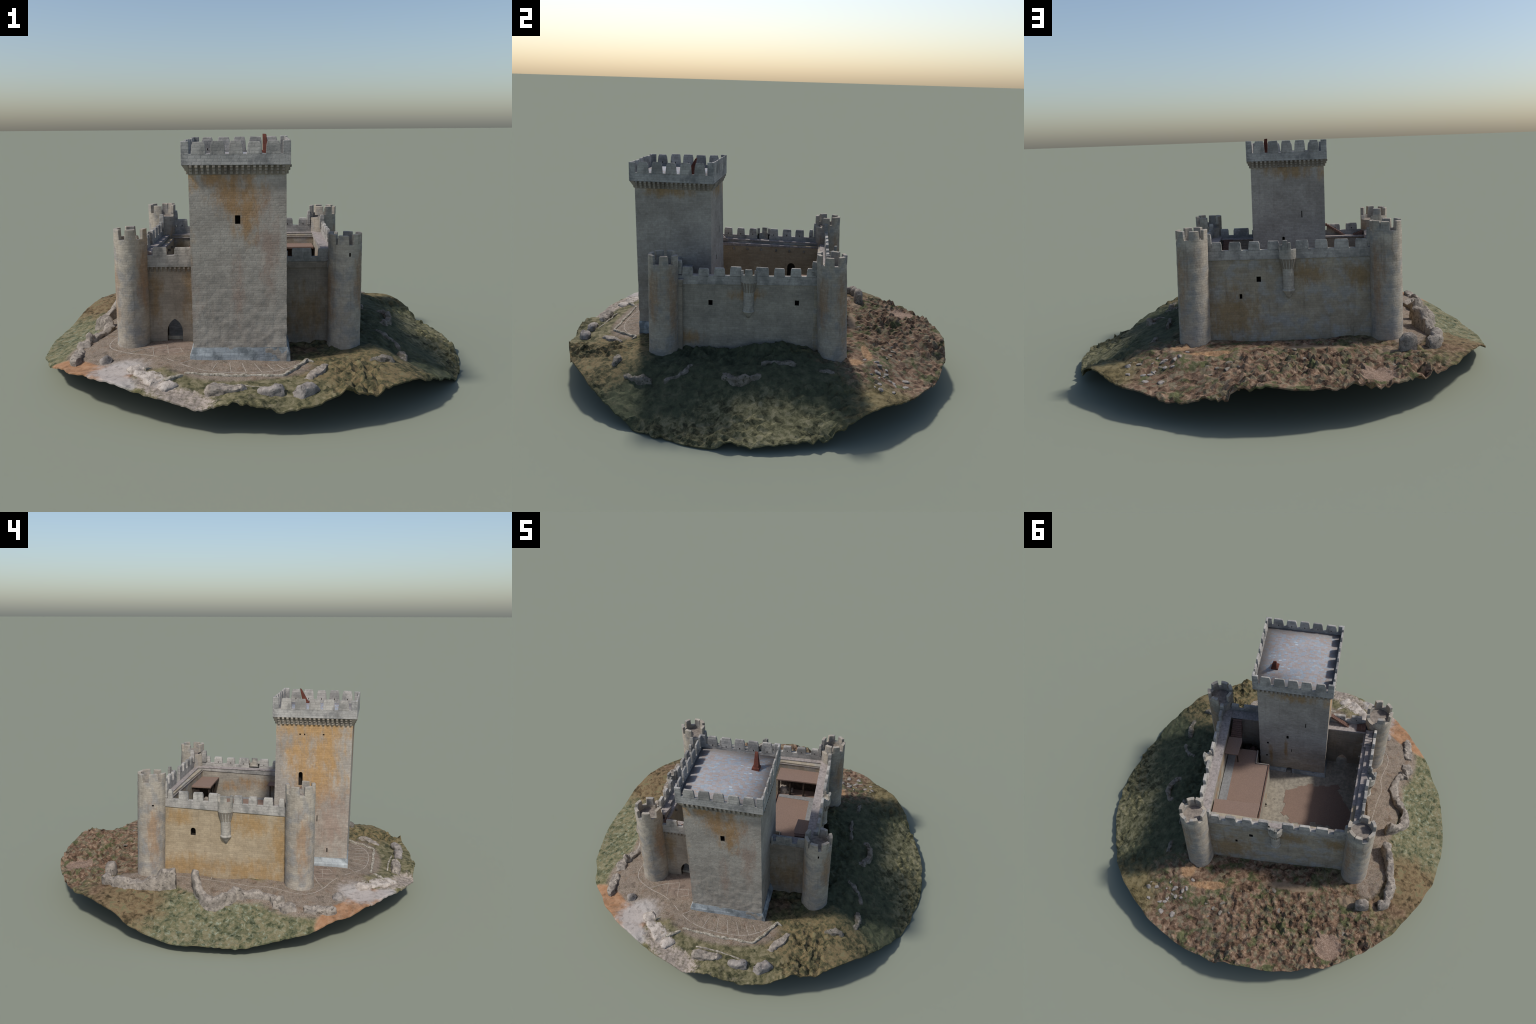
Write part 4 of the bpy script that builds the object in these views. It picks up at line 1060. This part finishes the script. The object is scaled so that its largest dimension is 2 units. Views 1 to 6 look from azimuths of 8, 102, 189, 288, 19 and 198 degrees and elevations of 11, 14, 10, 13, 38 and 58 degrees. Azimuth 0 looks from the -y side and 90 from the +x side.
# raised gravel terrace along the east range, with a thin tile rim
ZT = .372
ter = [(.092, -.130), (.168, -.119), (.186, -.208), (.352, -.185), (.262, .34), (.03, .30), (.042, .232)]
terr = prism('east_range', ter, .16, ZT - .004, MAT['east_wall_masonry'], castle, None, 0)
prism('gravel_terrace', [(.095, -.126), (.171, -.115), (.189, -.204), (.350, -.182), (.262, .335), (.034, .30), (.046, .232)], ZT - .006, ZT, MAT['brown_gravel'], terr, None, 0)
prism('paved_strip', [(.305, -.18), (.350, -.18), (.292, .215), (.245, .205)], ZT - .003, ZT + .0012, MAT['grey_border'], terr, None, 0)
prism('paved_strip', [(.06, .175), (.06, .20), (.28, .235), (.285, .20)], ZT - .003, ZT + .0016, MAT['grey_border'], terr, None, 0)
def rim(a, b, w=.005, z0=ZT - .012, z1=ZT + .007, mat='red_brick'):
    fr, L = frame_of(a, b)
    box('roof_edge', 0, L, -w / 2, w / 2, z0, z1, MAT[mat], terr, fr, .0008)
rim((.042, .232), (.092, -.130)); rim((.092, -.130), (.168, -.119), mat='pale_edging'); rim((.168, -.119), (.184, -.206), mat='pale_edging')
# roofed north range above the terrace
roofN = prism('range_roof', [(.040, .190), (.165, .212), (.286, .230), (.268, .345), (.028, .305)], .483, .493, MAT['brown_gravel'], castle, None, .001)
for p in [(.052, .205), (.12, .214), (.20, .228)]:
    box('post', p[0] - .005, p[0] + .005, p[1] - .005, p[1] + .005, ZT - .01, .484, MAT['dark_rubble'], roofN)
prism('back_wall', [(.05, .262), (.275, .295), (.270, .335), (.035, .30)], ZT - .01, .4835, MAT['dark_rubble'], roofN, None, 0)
rubble_ridge('rubble_heap', [(.05, .225, ZT + .045, 1.2), (.09, .235, ZT + .055, 1.4), (.13, .245, ZT + .02, 1.0)], 'rubble_stone', .03, -.17, .010, seed=71, parent=roofN)
# canopy and brick stair in the south-east corner
can = prism('canopy', [(.262, -.085), (.340, -.075), (.352, -.190), (.277, -.203), (.268, -.18)], .466, .474, MAT['brown_gravel'], castle, None, .001)
for p in [(.272, -.10), (.283, -.19)]:
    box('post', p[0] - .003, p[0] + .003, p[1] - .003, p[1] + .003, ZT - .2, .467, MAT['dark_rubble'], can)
stair = empty('brick_stair', castle)
for k in range(9):
    s = k / 9
    y = -.205 - .078 * s; z = .476 + .068 * s; x0 = .281 + .020 * s; x1 = .343 + .006 * s
    prism('tread', [(x0, y), (x0 + .002, y - .0098), (x1 + .002, y - .0018), (x1, y + .008)], .44, z, MAT['red_brick'], stair, None, .0008)
rubble_ridge('rubble_heap', [(.225, -.285, .26, 1.0), (.26, -.27, .29, 1.3), (.31, -.25, .27, 1.0)], 'dark_rubble', .05, .03, .016, seed=77, parent=yard)
rubble_ridge('rubble_heap', [(.21, -.27, .27, 1.2), (.24, -.25, .30, 1.5), (.28, -.24, .28, 1.2)], 'red_brick', .05, .03, .016, seed=79, parent=yard)
# brick stair from the south walk up to the keep door, and steps up to the corner
st2 = empty('brick_stair', castle)
for k in range(11):
    s = k / 11
    x = -.302 + .106 * s; z = .541 + .066 * s
    prism('tread', [(x, -.427), (x + .0102, -.4255), (x + .008, -.4015), (x - .002, -.403)], z - .014, z, MAT['red_brick'], st2, None, .0008)
for k in range(6):
    s = k / 6
    a = MW @ Vector((.585 + .10 * s, .02, 0)); b = MW @ Vector((.585 + .10 * s + .0165, .02, 0)); n = (MW.to_3x3() @ Vector((0, 1, 0))) * .040
    prism('tread', [(a.x, a.y), (b.x, b.y), (b.x + n.x, b.y + n.y), (a.x + n.x, a.y + n.y)], .53, .544 + .028 * s, MAT['walkway_paving'], st2, None, .0008)
for k in range(5):
    s = k / 5
    fr = MS0
    box('tread', .118 - .05 * s - .010, .118 - .05 * s, .02, TH, .53, .542 + .02 * s, MAT['red_brick'], st2, fr, .0008)

# ------------------------------------------------------------------ rest the lowest point on z = 0
bpy.context.view_layer.update()
